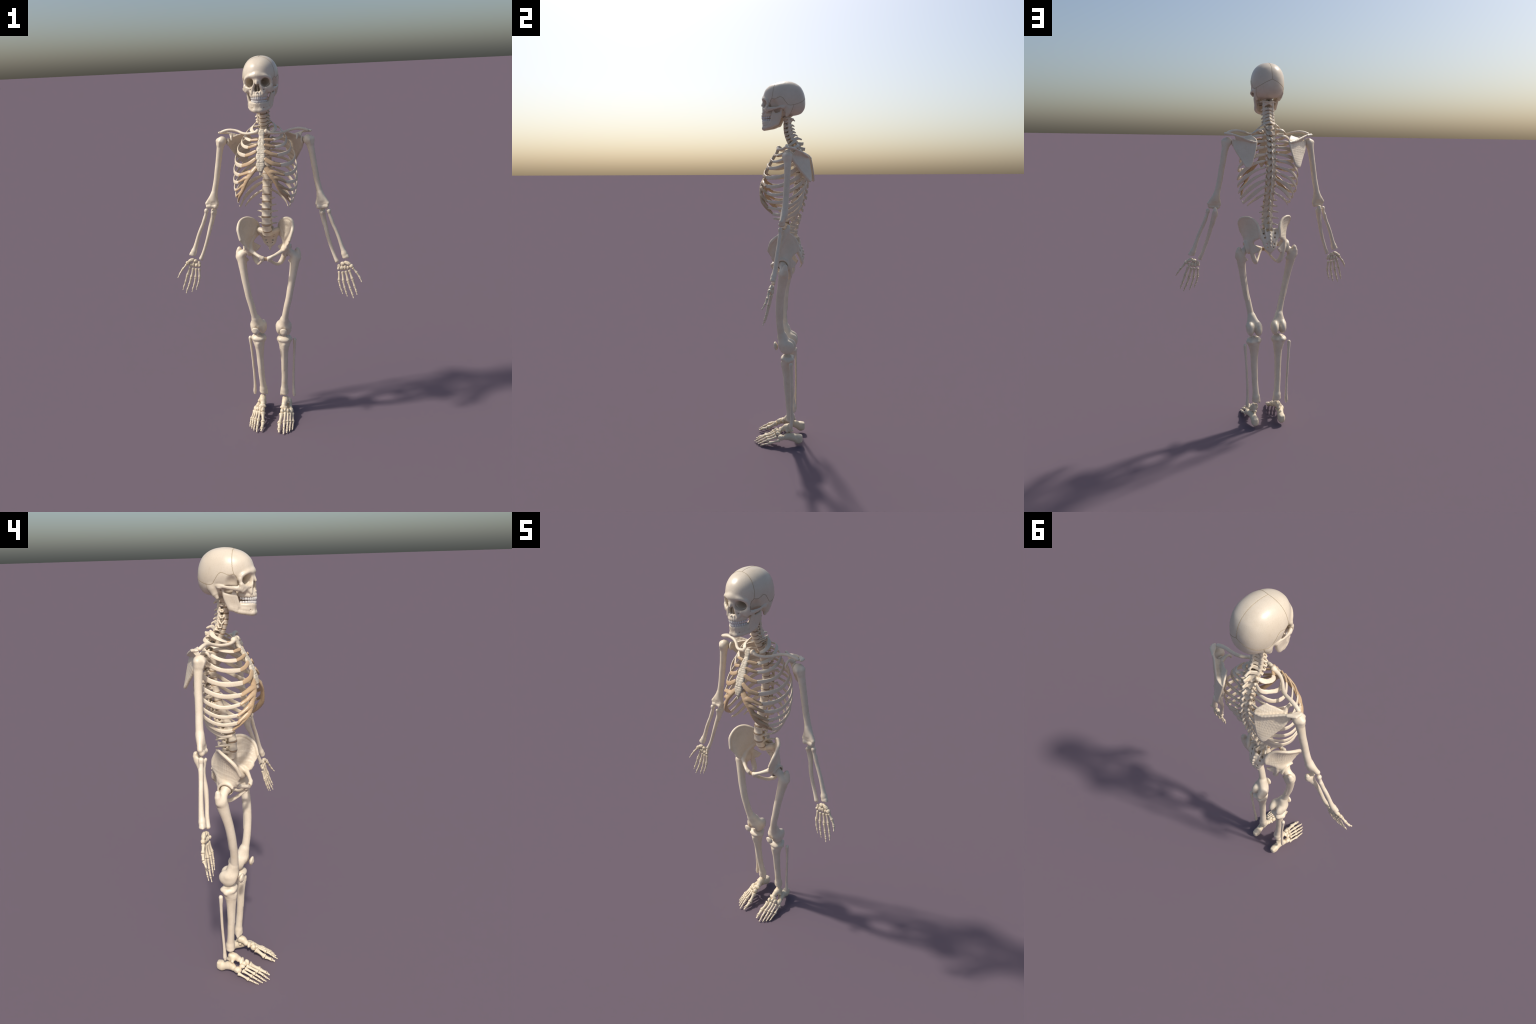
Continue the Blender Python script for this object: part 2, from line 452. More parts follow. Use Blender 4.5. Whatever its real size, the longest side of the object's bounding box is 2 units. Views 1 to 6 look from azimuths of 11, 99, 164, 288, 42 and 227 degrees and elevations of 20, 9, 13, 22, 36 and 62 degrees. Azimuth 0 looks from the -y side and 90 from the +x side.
def build_skull():
    s = solid((0, -.135, 1.79), (.095, .125, 2.008), .00125, True)
    sl, X, Y, Z = s.box(V(0, -.13, 1.79), V(.095, .125, 2.008), .01)
    s.F[sl] = np.minimum(s.F[sl], brain_value(X, Y, Z).astype(np.float32))
    # hollow: the great foramen, and a shallower base between the ears
    s.ball((0, -.030, 1.812), (.052, .055, .022), .012, True)
    # temple hollow behind the eye and inside the cheek arch
    s.ball((.085, -.050, 1.868), (.027, .026, .032), .010, True)
    s.ball((.074, -.040, 1.845), (.030, .034, .020), .008, True)
    # skull base, sphenoid and wing plates behind the upper jaw
    s.ball((0, -.005, 1.836), (.038, .055, .020), .008)
    s.cone((.024, -.052, 1.850), (.022, -.050, 1.822), .006, .004, .006)
    s.ball((.016, .020, 1.816), (.008, .012, .007), .004)
    s.ball((0, .034, 1.806), (.014, .016, .012), .004, True)
    # mastoid process and ear opening
    s.chain([(.062, .036, 1.852), (.061, .030, 1.836), (.059, .022, 1.821)], [.014, .0130, .0075], .022)
    s.cone((.090, .008, 1.850), (.060, .004, 1.848), .0045, .0035, .003, True)
    # brow ridges, and the frontal bone's outer pillars
    s.chain([(.004, -.108, 1.914), (.018, -.106, 1.911), (.034, -.102, 1.911), (.048, -.093, 1.906), (.058, -.082, 1.897), (.061, -.075, 1.884)],
            [.0048, .0050, .0046, .0046, .0052, .0056], .014, 14)
    s.ball((0, -.102, 1.911), (.016, .010, .012), .016)
    # cheek bone: body, rim of the orbit and the long arch
    s.chain([(.061, -.076, 1.886), (.061, -.078, 1.872), (.057, -.084, 1.861), (.044, -.092, 1.8585), (.030, -.099, 1.861), (.0215, -.1035, 1.868)],
            [.0058, .0062, .0065, .0048, .0042, .0045], .006, 16)
    s.plate((.060, -.080, 1.868), (.054, -.083, 1.846), (.071, -.064, 1.853), .006, .0055, .004, .006)
    s.plate((.061, -.078, 1.866), (.057, -.081, 1.843), (.047, -.088, 1.850), .0055, .0052, .005, .006)
    s.plate((.060, -.080, 1.866), (.052, -.086, 1.848), (.040, -.094, 1.858), .005, .0055, .005, .006)
    s.chain([(.061, -.075, 1.853), (.068, -.064, 1.853), (.0730, -.052, 1.855), (.0765, -.034, 1.857), (.0785, -.014, 1.861), (.0785, .004, 1.8645), (.0765, .018, 1.866)],
            [.0105, .0095, .0080, .0062, .0054, .0050, .0040], .004, 18, flat=((1, .25, 0), 2.1))
    s.ball((.070, .004, 1.858), (.012, .012, .006), .006)
    # upper jaw: front wall, nose walls, tooth-bearing arch
    s.ball((.0, -.078, 1.852), (.036, .030, .026), .010)
    s.plate((.020, -.1035, 1.866), (.034, -.094, 1.850), (.026, -.105, 1.836), .007, .007, .007, .008)
    s.plate((.040, -.092, 1.856), (.034, -.086, 1.835), (.050, -.082, 1.850), .005, .006, .005, .008)
    arch = [(0, -.1125, 1.826), (.010, -.1105, 1.826), (.020, -.1045, 1.826), (.028, -.094, 1.826), (.0335, -.081, 1.827), (.0360, -.066, 1.828), (.0355, -.053, 1.830)]
    s.chain(arch, [.0068, .0068, .0072, .0078, .008, .008, .007], .006, 18)
    s.chain([(x * .95, y + .0065, z + .012) for x, y, z in arch], [.0075] * 7, .008, 18)
    s.ball((.030, -.062, 1.842), (.010, .016, .016), .008)
    # roots of the teeth stand out as ribs
    for i, (x, y) in enumerate(((.0045, -.1195), (.0135, -.117), (.0225, -.1105), (.029, -.1015))):
        s.cone((x * .95, y + .007, 1.842), (x, y + .0035, 1.821), .0026, .0034, .004)
    # nose bones
    s.chain([(.0, -.1060, 1.9015), (.0, -.1080, 1.894), (.0, -.1125, 1.885), (.0, -.1165, 1.8785)], [.0072, .0075, .0072, .0052], .006, 8)
    s.chain([(.009, -.1045, 1.899), (.0115, -.1065, 1.885), (.0165, -.1060, 1.868), (.0205, -.1035, 1.852)], [.0050, .0060, .0052, .0040], .009, 10)
    # orbit, nose opening
    s.chain([(.0385, -.112, 1.8820), (.0375, -.098, 1.8825), (.034, -.080, 1.8835), (.026, -.058, 1.884), (.020, -.046, 1.884)],
            [.0215, .0202, .0180, .0120, .006], .0025, 20, True)
    s.ball((.030, -.100, 1.8885), (.011, .012, .0095), .004, True)
    s.chain([(.0, -.122, 1.872), (.002, -.116, 1.862), (.0045, -.112, 1.850)], [.0035, .0075, .0092], .003, 8, True)
    s.ball((.0055, -.096, 1.856), (.0085, .020, .014), .003, True)
    s.cone((0, -.116, 1.8405), (0, -.1195, 1.8405), .0030, .0016, .003)
    s.plate((0, -.104, 1.876), (0, -.106, 1.842), (0, -.080, 1.850), .0011, .0012, .0012, .001)
    s.cone((.0, -.106, 1.842), (.012, -.105, 1.843), .0022, .002, .003)
    # small nerve holes
    s.cone((.030, -.112, 1.851), (.031, -.096, 1.853), .0022, .002, .002, True)
    # palate hollow
    s.ball((0, -.076, 1.819), (.024, .030, .012), .006, True)
    # suture grooves
    seams = {}
    for key, pts in SUT.items():
        seams[key] = np.array([s.surface_from(BC, q) for q in spline(pts, 70)])
    s.soften(1)
    for key, c in seams.items():
        s.chain(c[::3] + unit(c[::3] - BC) * .0008, .0012, .0012, None, True)
    v, f = s.mesh()
    skull = add_obj('cranium', make_mesh('cranium', v, f, SKULL))
    # brown seams lying in the grooves, each one slightly zigzag
    g = random.Random(3)
    for key, pts in SUT.items():
        n = 70
        base = seams[key]
        c = []
        for i, q in enumerate(base):
            p = q - unit(q - BC) * .0002
            t = unit(base[min(i + 1, n - 1)] - base[max(i - 1, 0)])
            side = unit(np.cross(t, p - BC))
            amp = .0011 * math.sin(i * 1.9) * g.uniform(.2, 1.0) if 2 < i < n - 3 else 0
            c.append(p + side * amp)
        c = np.array(c)
        v, f = sweep(c, c - BC, .0017, .0012, 6, 2.0, 1)
        if key == 'sagittal':
            add_obj('skull_suture', make_mesh('skull_suture', v, f, SUTURE), skull)
        else:
            both_sides('skull_suture', v, f, SUTURE, (skull, skull))
    return skull

def build_mandible():
    s = solid((0, -.128, 1.738), (.085, .015, 1.862), .0012, True)
    low = [(0, -.1055, 1.7595), (.013, -.1030, 1.759), (.024, -.094, 1.7605), (.035, -.078, 1.764), (.0440, -.058, 1.768), (.0495, -.040, 1.776)]
    s.chain(low, [.0095, .0095, .0085, .0078, .0070, .0062], .006, 18)
    up = [(0, -.1085, 1.789), (.010, -.1065, 1.789), (.0195, -.1005, 1.789), (.027, -.090, 1.7895), (.033, -.076, 1.790), (.0375, -.062, 1.792), (.041, -.050, 1.794)]
    s.chain(up, [.0062, .0062, .0066, .0072, .0076, .0076, .0066], .006, 18)
    # wall between the tooth row and the lower border
    lw = spline(low, 9); uw = spline(up, 9)
    s.sheet([lw, .5 * (lw + uw), uw], .0052, .006)
    # chin
    s.ball((.010, -.1085, 1.7605), (.014, .0075, .0095), .007)
    # ramus with its two horns and the notch between
    G1, G2 = (.0510, -.030, 1.778), (.048, -.052, 1.770)
    s.plate(G1, G2, (.048, -.055, 1.795), .0055, .005, .0045, .004)
    s.patch([[(.0485, -.052, 1.772), (.0500, -.040, 1.776), (.0515, -.027, 1.783)], [(.0480, -.056, 1.793), (.0520, -.036, 1.797), (.0555, -.017, 1.803)],
             [(.0515, -.055, 1.813), (.0550, -.034, 1.815), (.0590, -.011, 1.820)], [(.0550, -.053, 1.830), (.0580, -.033, 1.830), (.0612, -.009, 1.834)]],
            [[.0060, .0055, .0060], [.0050, .0045, .0055], [.0042, .0038, .0052], [.0034, .0028, .0048]], 9, 7, .004)
    s.chain([(.0530, -.022, 1.785), (.0570, -.013, 1.808), (.0610, -.008, 1.832), (.0640, -.004, 1.852)], [.0056, .0055, .0052, .0050], .004, 10)
    s.ball((.0640, -.004, 1.8545), (.0105, .0055, .0050), .004)
    s.plate((.0550, -.051, 1.828), (.0570, -.038, 1.830), (.0570, -.049, 1.848), .0034, .003, .0024, .003)
    s.chain([(.044, -.062, 1.787), (.0485, -.058, 1.803), (.0535, -.0545, 1.826), (.0568, -.050, 1.849)], [.0062, .0050, .0040, .0026], .005, 10)
    s.ball((.0530, -.030, 1.781), (.006, .010, .010), .006)
    # mental nerve hole and root ribs
    s.cone((.027, -.104, 1.773), (.026, -.094, 1.773), .0020, .0015, .001, True)
    for i in range(7):
        x, y, z = spline(up, 15)[i]
        d = unit(V(x * 1.0, y + .066, 0))
        s.cone(V(x, y, z - .008) + d * .0048, V(x, y, z + .004) + d * .0056, .0018, .0022, .003)
    s.soften(1)
    v, f = s.mesh()
    return add_obj('mandible', make_mesh('mandible', v, f, SKULL))

# ------------------------------------------------------------------- the teeth
def tooth_mesh(name, wide, deep, tall, molar):
    """crown with a narrow neck; its biting edge is at +z; local y is the cheek side"""
    prof = [(-.35, .62, .62), (0.0, .80, .80), (.18, .95, .96), (.45, 1.0, 1.0), (.75, .97, .90 if molar else .66),
            (.93, .88, .78 if molar else .38), (1.0, .70, .55 if molar else .20)]
    ring = 16
    a = np.linspace(0, 2 * math.pi, ring, endpoint=False)
    p = 3.2
    cx = np.sign(np.cos(a)) * np.abs(np.cos(a)) ** (2 / p); cy = np.sign(np.sin(a)) * np.abs(np.sin(a)) ** (2 / p)
    vs = []
    for t, w, d in prof:
        off = (1 - d) * deep * .30 if not molar else 0
        vs.append(np.stack([.5 * wide * w * cx, .5 * deep * d * cy + off * .2, np.full(ring, t * tall)], 1))
    vs = np.vstack(vs); m = len(prof)
    fs = [(i * ring + j, i * ring + (j + 1) % ring, (i + 1) * ring + (j + 1) % ring, (i + 1) * ring + j) for i in range(m - 1) for j in range(ring)]
    fs += [tuple(range(ring))[::-1], tuple(range((m - 1) * ring, m * ring))]
    return make_mesh(name, vs, fs, TOOTH)

def build_teeth(skull, jaw):
    upper = [(0, -.1195, 1.8190), (.010, -.1175, 1.8190), (.0205, -.1105, 1.8190), (.0295, -.0990, 1.8190), (.0355, -.084, 1.8195), (.0385, -.068, 1.8205), (.0385, -.050, 1.822)]
    lower = [(0, -.1170, 1.7955), (.009, -.1150, 1.7955), (.0190, -.1085, 1.7955), (.0280, -.0970, 1.7955), (.0345, -.082, 1.796), (.0385, -.066, 1.797), (.0405, -.049, 1.799)]
    sizes_u = [(.0100, .0085, .0130, 0), (.0084, .0075, .0120, 0), (.0092, .0095, .0125, 0), (.0086, .0100, .0115, 1), (.0086, .0100, .0110, 1), (.0116, .0115, .0105, 1), (.0110, .0112, .0100, 1), (.0085, .0100, .0085, 1)]
    sizes_l = [(.0068, .0072, .0118, 0), (.0076, .0074, .0118, 0), (.0086, .0088, .0125, 0), (.0086, .0090, .0115, 1), (.0088, .0095, .0110, 1), (.0118, .0108, .0102, 1), (.0112, .0106, .0095, 1), (.0095, .0100, .0085, 1)]
    for row, sizes, sgn, parent in ((upper, sizes_u, -1, skull), (lower, sizes_l, 1, jaw)):
        C = spline(row, 400); s = np.r_[0, np.cumsum(np.linalg.norm(np.diff(C, axis=0), axis=1))]
        at = 0.0
        for w, d, tall, molar in sizes:
            me = tooth_mesh('tooth', w * .97, d, tall, molar)
            u = at + w / 2; at += w
            p = np.array([np.interp(u, s, C[:, k]) for k in range(3)])
            q = np.array([np.interp(min(u + .002, s[-1]), s, C[:, k]) for k in range(3)])
            r = np.array([np.interp(max(u - .002, 0), s, C[:, k]) for k in range(3)])
            t = unit(q - r); t[2] = 0; t = unit(t)
            out = np.cross(t, V(0, 0, 1)) ; out = out if out @ V(p[0], p[1] + .06, 0) > 0 else -out
            p = p - out * d * .42
            for mx in (1, -1):
                X = V(t[0] * mx, t[1], 0); Yv = V(out[0] * mx, out[1], 0); Zv = V(0, 0, sgn)
                if np.dot(np.cross(X, Yv), Zv) < 0: X = -X
                M = Matrix(((X[0], Yv[0], Zv[0], p[0] * mx), (X[1], Yv[1], Zv[1], p[1]), (X[2], Yv[2], Zv[2], p[2]), (0, 0, 0, 1)))
                add_obj('tooth', me, parent, M)

SK = build_skull()
MD = build_mandible()
build_teeth(SK, MD)

# ====================================================================== SPINE
# height and depth of the joints between neighbouring vertebrae: name of the upper bone, (y, z), half width, half depth
JOINTS = [('top', .010, 1.806, .0180, .0110), ('C2', .0095, 1.781, .0190, .0120), ('C3', .0100, 1.758, .0190, .0120), ('C4', .0125, 1.736, .0190, .0122),
          ('C5', .0180, 1.716, .0195, .0124), ('C6', .0250, 1.698, .0200, .0126), ('C7', .0330, 1.680, .0200, .0130), ('T1', .0440, 1.658, .0190, .0135),
          ('T2', .0540, 1.633, .0180, .0140), ('T3', .0640, 1.607, .0175, .0145), ('T4', .0720, 1.580, .0175, .0150), ('T5', .0780, 1.554, .0180, .0155),
          ('T6', .0810, 1.526, .0185, .0160), ('T7', .0800, 1.497, .0190, .0165), ('T8', .0750, 1.466, .0200, .0168), ('T9', .0700, 1.434, .0208, .0170),
          ('T10', .0635, 1.400, .0216, .0172), ('T11', .0540, 1.365, .0224, .0175), ('T12', .0400, 1.329, .0232, .0180), ('L1', .0250, 1.294, .0240, .0185),
          ('L2', .0125, 1.259, .0248, .0188), ('L3', .0060, 1.221, .0258, .0190), ('L4', .0070, 1.180, .0265, .0190), ('L5', .0220, 1.142, .0262, .0185)]
# tip of the transverse process (x, y, z) and of the spinous process (y, z)
TIPS = {'C2': ((.026, .018, 1.789), (.058, 1.797)), 'C3': ((.033, .020, 1.766), (.055, 1.769)), 'C4': ((.034, .020, 1.743), (.057, 1.752)),
        'C5': ((.034, .023, 1.722), (.063, 1.735)), 'C6': ((.034, .031, 1.706), (.073, 1.718)), 'C7': ((.036, .046, 1.697), (.094, 1.700)),
        'T1': ((.036, .068, 1.690), (.104, 1.676)), 'T2': ((.038, .080, 1.669), (.113, 1.648)), 'T3': ((.037, .094, 1.641), (.118, 1.614)),
        'T4': ((.037, .104, 1.612), (.124, 1.581)), 'T5': ((.037, .113, 1.582), (.131, 1.547)), 'T6': ((.036, .122, 1.548), (.135, 1.514)),
        'T7': ((.036, .127, 1.516), (.136, 1.482)), 'T8': ((.037, .127, 1.483), (.135, 1.452)), 'T9': ((.036, .122, 1.451), (.131, 1.421)),
        'T10': ((.034, .118, 1.415), (.126, 1.388)), 'T11': ((.032, .110, 1.381), (.117, 1.353)), 'T12': ((.028, .098, 1.344), (.107, 1.321)),
        'L1': ((.037, .084, 1.304), (.096, 1.291)), 'L2': ((.044, .067, 1.272), (.088, 1.262)), 'L3': ((.051, .063, 1.239), (.080, 1.234)),
        'L4': ((.050, .067, 1.206), (.075, 1.204)), 'L5': ((.045, .072, 1.170), (.086, 1.166))}

def elliptic_body(s, c, axis, hw, hd, half, waist=.10, k=.003):
    """vertebral body: drum with a waist and raised rims, its axis in the y-z plane"""
    r = math.hypot(hw, half) + .01
    sl, X, Y, Z = s.box(c, c, r)
    fwd = V(0, -axis[2], axis[1])          # across the axis, within y-z
    a = (Y - c[1]) * axis[1] + (Z - c[2]) * axis[2]
    b = (Y - c[1]) * fwd[1] + (Z - c[2]) * fwd[2]
    w = 1 - waist * (1 - np.clip(np.abs(a) / half, 0, 1) ** 2.5)
    q = np.sqrt((X / hw) ** 2 + (b / hd) ** 2) + 1e-6
    d1 = (q - w) * min(hw, hd)
    d2 = np.abs(a) - half
    rr = .0022
    d = np.minimum(np.maximum(d1 + rr, d2 + rr), 0) + np.sqrt(np.maximum(d1 + rr, 0) ** 2 + np.maximum(d2 + rr, 0) ** 2) - rr
    s.join(sl, (d + 0 * X).astype(np.float32), k)

def build_vertebra(i):
    name = JOINTS[i][0]; kind = name[0]
    u, l = JOINTS[i - 1], JOINTS[i]
    a, b = V(0, u[1], u[2]), V(0, l[1], l[2])
    c = .5 * (a + b); ax = unit(a - b); L = np.linalg.norm(a - b)
    hw, hd = .5 * (u[3] + l[3]), .5 * (u[4] + l[4])
    gap = {'C': .0016, 'T': .0020, 'L': .0030}[kind]
    (tx, ty, tz), (sy, sz) = TIPS[name]
    lo = V(0, c[1] - hd - .006, min(sz, c[2] - L / 2) - .018); hi = V(max(tx, hw) + .012, sy + .01, max(tz, c[2] + L / 2) + .022)
    s = solid(lo, hi, .0013, True)
    back = V(0, ax[2], -ax[1])               # towards the back, square to the axis
    P = lambda x, y, z: c + V(x, 0, 0) + back * y + ax * z
    tip = V(tx, ty, tz); sp = V(0, sy, sz)
    elliptic_body(s, c, ax, hw, hd, L / 2 - gap, {'C': .06, 'T': .11, 'L': .13}[kind])
    if kind == 'C':
        pil = P(.0240, hd + .006, .001)
        s.cone(P(hw * .8, hd * .3, .002), pil, .0045, .005, .003)
        # articular pillar, front tubercle, lamina roof, spine
        s.cone(pil + ax * L * .34 + back * .001, pil - ax * L * .36 + back * .005, .0064, .0062, .003)
        s.cone(P(hw * .9, 0, 0), tip + V(-.002, -.006, -.001), .0036, .0030, .003)
        s.cone(pil, tip, .0040, .0036, .003)
        root = V(0, c[1] + (sy - c[1]) * .72, sz + .006)
        s.plate(pil + ax * L * .20 + back * .002, pil - ax * L * .30 + back * .004, root - V(0, 0, .004), .0032, .0032, .0035, .003)
        s.plate(pil + ax * L * .20 + back * .002, root - V(0, 0, .004), root + V(0, -.002, .005), .0032, .0035, .003, .003)
        s.chain([root, .5 * (root + sp) + V(0, 0, .0015), sp + V(.0025, 0, 0)], [.0052, .0042, .0030], .003)
        if name == 'C7': s.cone(root, sp, .005, .0042, .003)
        if name == 'C2':
            s.chain([P(0, 0, L * .3), P(0, -.001, L * 1.0), P(0, 0, L * 1.45)], [.008, .0062, .005], .004)
            s.ball(P(.017, .004, L * .45), (.0095, .0085, .004), .004)
    else:
        T = kind == 'T'
        pil = P(.0200 if T else .0205, hd + .012, L * (.14 if T else .10))
        s.cone(P(hw * .72, hd * .55, L * .18), pil, .0058, .0056, .004, flat=(V(1, 0, 0), 1.3))
        # upper joint facets wide apart, lower ones closer together and reaching down behind the next bone
        A1 = P(.0165 if T else .0205, hd + (.008 if T else .009), L * (.50 if T else .44))
        A2 = P(.0140, hd + (.0245 if T else .0225), L * (-.70 if T else -.70))
        # lamina: two sloping shingles that meet in the spine
        m = .42 if T else .5
        r1 = V(0, c[1] + (sy - c[1]) * m + hd * .55, c[2] + L * (.34 if T else .16)); r2 = r1 + V(0, .008 if T else .007, -L * (.48 if T else .36)); r1 = r1 - V(0, .003 if T else .005, 0)
        if name in ('T1', 'T2'): r1 = r1 + V(0, -.004, L * .30)
        e = P(.0185, hd + (.019 if T else .0185), -L * (.30 if T else .24))
        s.plate(A1, pil, r1, .0035, .0042, .0035, .003)
        s.plate(pil, e, r2, .0042, .0036, .0035, .003)
        s.plate(pil, r1, r2, .0042, .0035, .0038, .003)
        s.plate(e, A2, r2, .0038, .0036, .0034, .003)
        s.cone(pil, A1, .0054, .0046, .003, flat=(back, 1.3))
        s.cone(e, A2, .0050, .0044, .003, flat=(back, 1.3))
        # spinous process: a deep blade
        e1 = sp + V(0, -.002, .006 if T else .007); e2 = sp + V(0, -.003, -.004 if T else -.008)
        s.plate(r1, r2, e1, .0032, .0032, .0030, .004)
        s.plate(r2, e1, e2, .0030, .0030, .0032, .004)
        s.cone(e1, e2, .0036 if T else .0042, .0038 if T else .0045, .003)
        # transverse process
        if T:
            s.cone(pil, tip + V(-.004, 0, 0), .0056, .0048, .004)
            s.ball(tip + V(-.005, 0, 0), (.0062, .0056, .0066), .003)
        else:
            s.chain([P(.020, hd + .006, L * .12), .5 * (pil + tip) + V(0, -.002, .001), tip], [.0060, .0048, .0034], .004, flat=(back, 1.3))
            s.ball(A1 + V(.001, .003, -.002), (.0055, .0055, .0075), .003)
    # canal
    s.cone(P(0, hd + .0105, L), P(0, hd + .0105, -L), .0098 if kind != 'C' else .0102, .0098, .002, True)
    v, f = s.mesh()
    add_obj('vertebra', make_mesh('vertebra', v, f, BONE))

def build_atlas():
    s = solid((0, -.012, 1.785), (.056, .062, 1.83), .0011, True)
    ring = [(0, -.002, 1.812), (.010, .000, 1.812), (.019, .008, 1.811), (.023, .018, 1.810), (.022, .030, 1.809), (.015, .042, 1.807), (0, .050, 1.805)]
    s.chain(ring, [.0050, .0050, .0070, .0078, .0058, .0050, .0052], .003, 18)
    s.ball((.019, .013, 1.812), (.008, .011, .0075), .004)
    s.chain([(.022, .016, 1.811), (.032, .018, 1.809), (.041, .020, 1.807)], [.0060, .0042, .0036], .004)
    v, f = s.mesh()
    add_obj('vertebra', make_mesh('vertebra', v, f, BONE))

def build_discs():
    for i in range(1, len(JOINTS)):
        n, y, z, hw, hd = JOINTS[i]
        p, q = JOINTS[i - 1], JOINTS[min(i + 1, len(JOINTS) - 1)]
        ax = unit(V(0, p[1] - q[1], p[2] - q[2])); bk = V(0, ax[2], -ax[1])
        th = {'C': .0016, 'T': .0024, 'L': .0036}[n[0]]
        prof = [(-1, .2), (-1, .93), (-.55, .965), (-.25, .945), (.05, .97), (.35, .945), (.6, .965), (1, .93), (1, .2)]
        ring = 36; a = np.linspace(0, 2 * math.pi, ring, endpoint=False)
        vs = np.vstack([V(0, y, z) + np.outer(np.cos(a) * hw * r, V(1, 0, 0)) + np.outer(np.sin(a) * hd * r, bk) + ax * th * h for h, r in prof])
        m = len(prof)
        fs = [(k * ring + j, k * ring + (j + 1) % ring, (k + 1) * ring + (j + 1) % ring, (k + 1) * ring + j) for k in range(m - 1) for j in range(ring)]
        fs += [tuple(range(ring))[::-1], tuple(range((m - 1) * ring, m * ring))]
        add_obj('intervertebral_disc', make_mesh('intervertebral_disc', vs, fs, DISC))

for i in range(1, len(JOINTS)):
    build_vertebra(i)
build_atlas()
build_discs()

# ============================================================ RIBS AND STERNUM
# control points of each rib's centre line (cubic B-spline), body's left side, from the spine forwards
RIBS = {
    1: ([(.027, .068, 1.689), (.040, .065, 1.691), (.049, .057, 1.682), (.058, .043, 1.672), (.060, .025, 1.665), (.057, .008, 1.657), (.044, -.002, 1.652)], .0150, .0050),
    2: ([(.031, .073, 1.669), (.057, .089, 1.669), (.075, .081, 1.661), (.087, .052, 1.650), (.095, .023, 1.633), (.082, -.007, 1.619), (.055, -.033, 1.616)], .0130, .0052),
    3: ([(.031, .086, 1.639), (.070, .089, 1.639), (.099, .078, 1.627), (.113, .048, 1.612), (.113, .013, 1.596), (.094, -.018, 1.582), (.066, -.048, 1.584)], .0132, .0055),
    4: ([(.030, .096, 1.609), (.079, .092, 1.608), (.116, .076, 1.598), (.133, .046, 1.577), (.135, .006, 1.558), (.113, -.031, 1.547), (.079, -.067, 1.548)], .0145, .0056),
    5: ([(.030, .107, 1.580), (.087, .109, 1.576), (.131, .097, 1.558), (.151, .064, 1.529), (.152, .015, 1.507), (.131, -.036, 1.496), (.095, -.080, 1.501)], .0165, .0058),
    6: ([(.028, .116, 1.546), (.086, .124, 1.539), (.132, .112, 1.514), (.157, .072, 1.489), (.162, .021, 1.464), (.144, -.030, 1.449), (.109, -.080, 1.456)], .0155, .0058),
    7: ([(.027, .120, 1.515), (.085, .133, 1.506), (.130, .118, 1.479), (.156, .076, 1.444), (.166, .023, 1.417), (.150, -.032, 1.405), (.115, -.077, 1.420)], .0140, .0058),
    8: ([(.030, .122, 1.482), (.084, .134, 1.470), (.125, .119, 1.441), (.152, .081, 1.407), (.164, .033, 1.381), (.154, -.019, 1.367), (.133, -.069, 1.378)], .0135, .0058),
    9: ([(.030, .115, 1.451), (.081, .123, 1.434), (.120, .111, 1.403), (.146, .079, 1.370), (.159, .033, 1.347), (.149, -.016, 1.333), (.132, -.067, 1.346)], .0130, .0056),
    10: ([(.030, .110, 1.415), (.075, .113, 1.397), (.110, .099, 1.371), (.131, .071, 1.341), (.143, .031, 1.318), (.143, -.008, 1.304), (.130, -.042, 1.312)], .0140, .0056),
    11: ([(.030, .104, 1.382), (.066, .105, 1.364), (.094, .094, 1.337), (.117, .071, 1.314), (.126, .035, 1.295), (.128, .000, 1.280), (.126, -.037, 1.288)], .0135, .0054),
    12: ([(.027, .091, 1.342), (.047, .090, 1.332), (.064, .084, 1.320), (.080, .074, 1.309), (.093, .062, 1.296), (.104, .048, 1.285), (.111, .031, 1.272)], .0108, .0050)}

def rib_normals(C, n):
    """outward direction of the flat side of the rib: square to its run, seen from above"""
    T = unit(np.gradient(C, axis=0))
    N = np.stack([-T[:, 1], T[:, 0], 0 * T[:, 0]], 1)
    N = unit(N)
    k = np.ones(15) / 15
    N = unit(np.stack([np.convolve(np.pad(N[:, j], 7, mode='edge'), k, 'valid') for j in range(3)], 1))
    N[:, 2] += {1: 2.2, 2: 1.0, 3: .45}.get(n, .12 if n < 8 else .0)
    return unit(N)

def build_ribs():
    for n, (P, hgt, thk) in RIBS.items():
        C = bspline(P, 64)
        T = JOINTS[[j[0] for j in JOINTS].index('T%d' % n) - 1]
        head = V(T[3] * .92, T[1] + T[4] * .75, T[2] - .003) if n < 11 else V(T[3] * .95, T[1] + T[4] * .7, T[2] - .010)
        neck = .5 * (head + C[0]) + V(.001, .001, -.001)
        C = np.vstack([spline([head, neck, C[0], C[5]], 14)[:-4], C[4:]])
        m = len(C); u = np.linspace(0, 1, m)
        N = rib_normals(C, n)
        hgt *= 1.24; thk *= 1.1
        wob = 1 + .05 * np.sin(u * 17 + n) + .03 * np.sin(u * 41 + 2 * n)
        h = hgt * wob * np.interp(u, [0, .03, .10, .16, .3, .85, .95, 1], [.62, .66, .55, .85, 1.0, .96, 1.0, .92])
        if n in (10, 11): h = h * 1.2
        if n >= 10: h = h * np.interp(u, [0, .4, .75, 1], [1, 1.08, .85, .55 if n > 10 else .75])
        t = thk * np.interp(u, [0, .05, .12, .3, .9, 1], [1.25, 1.2, 1.15, 1.0, 1.05, .95])
        if n > 10: t = t * np.interp(u, [0, .8, 1], [1, 1, .7])
        v, f = sweep(C, N, h, t, 16, 2.7)
        both_sides('rib', v, f, BONE)

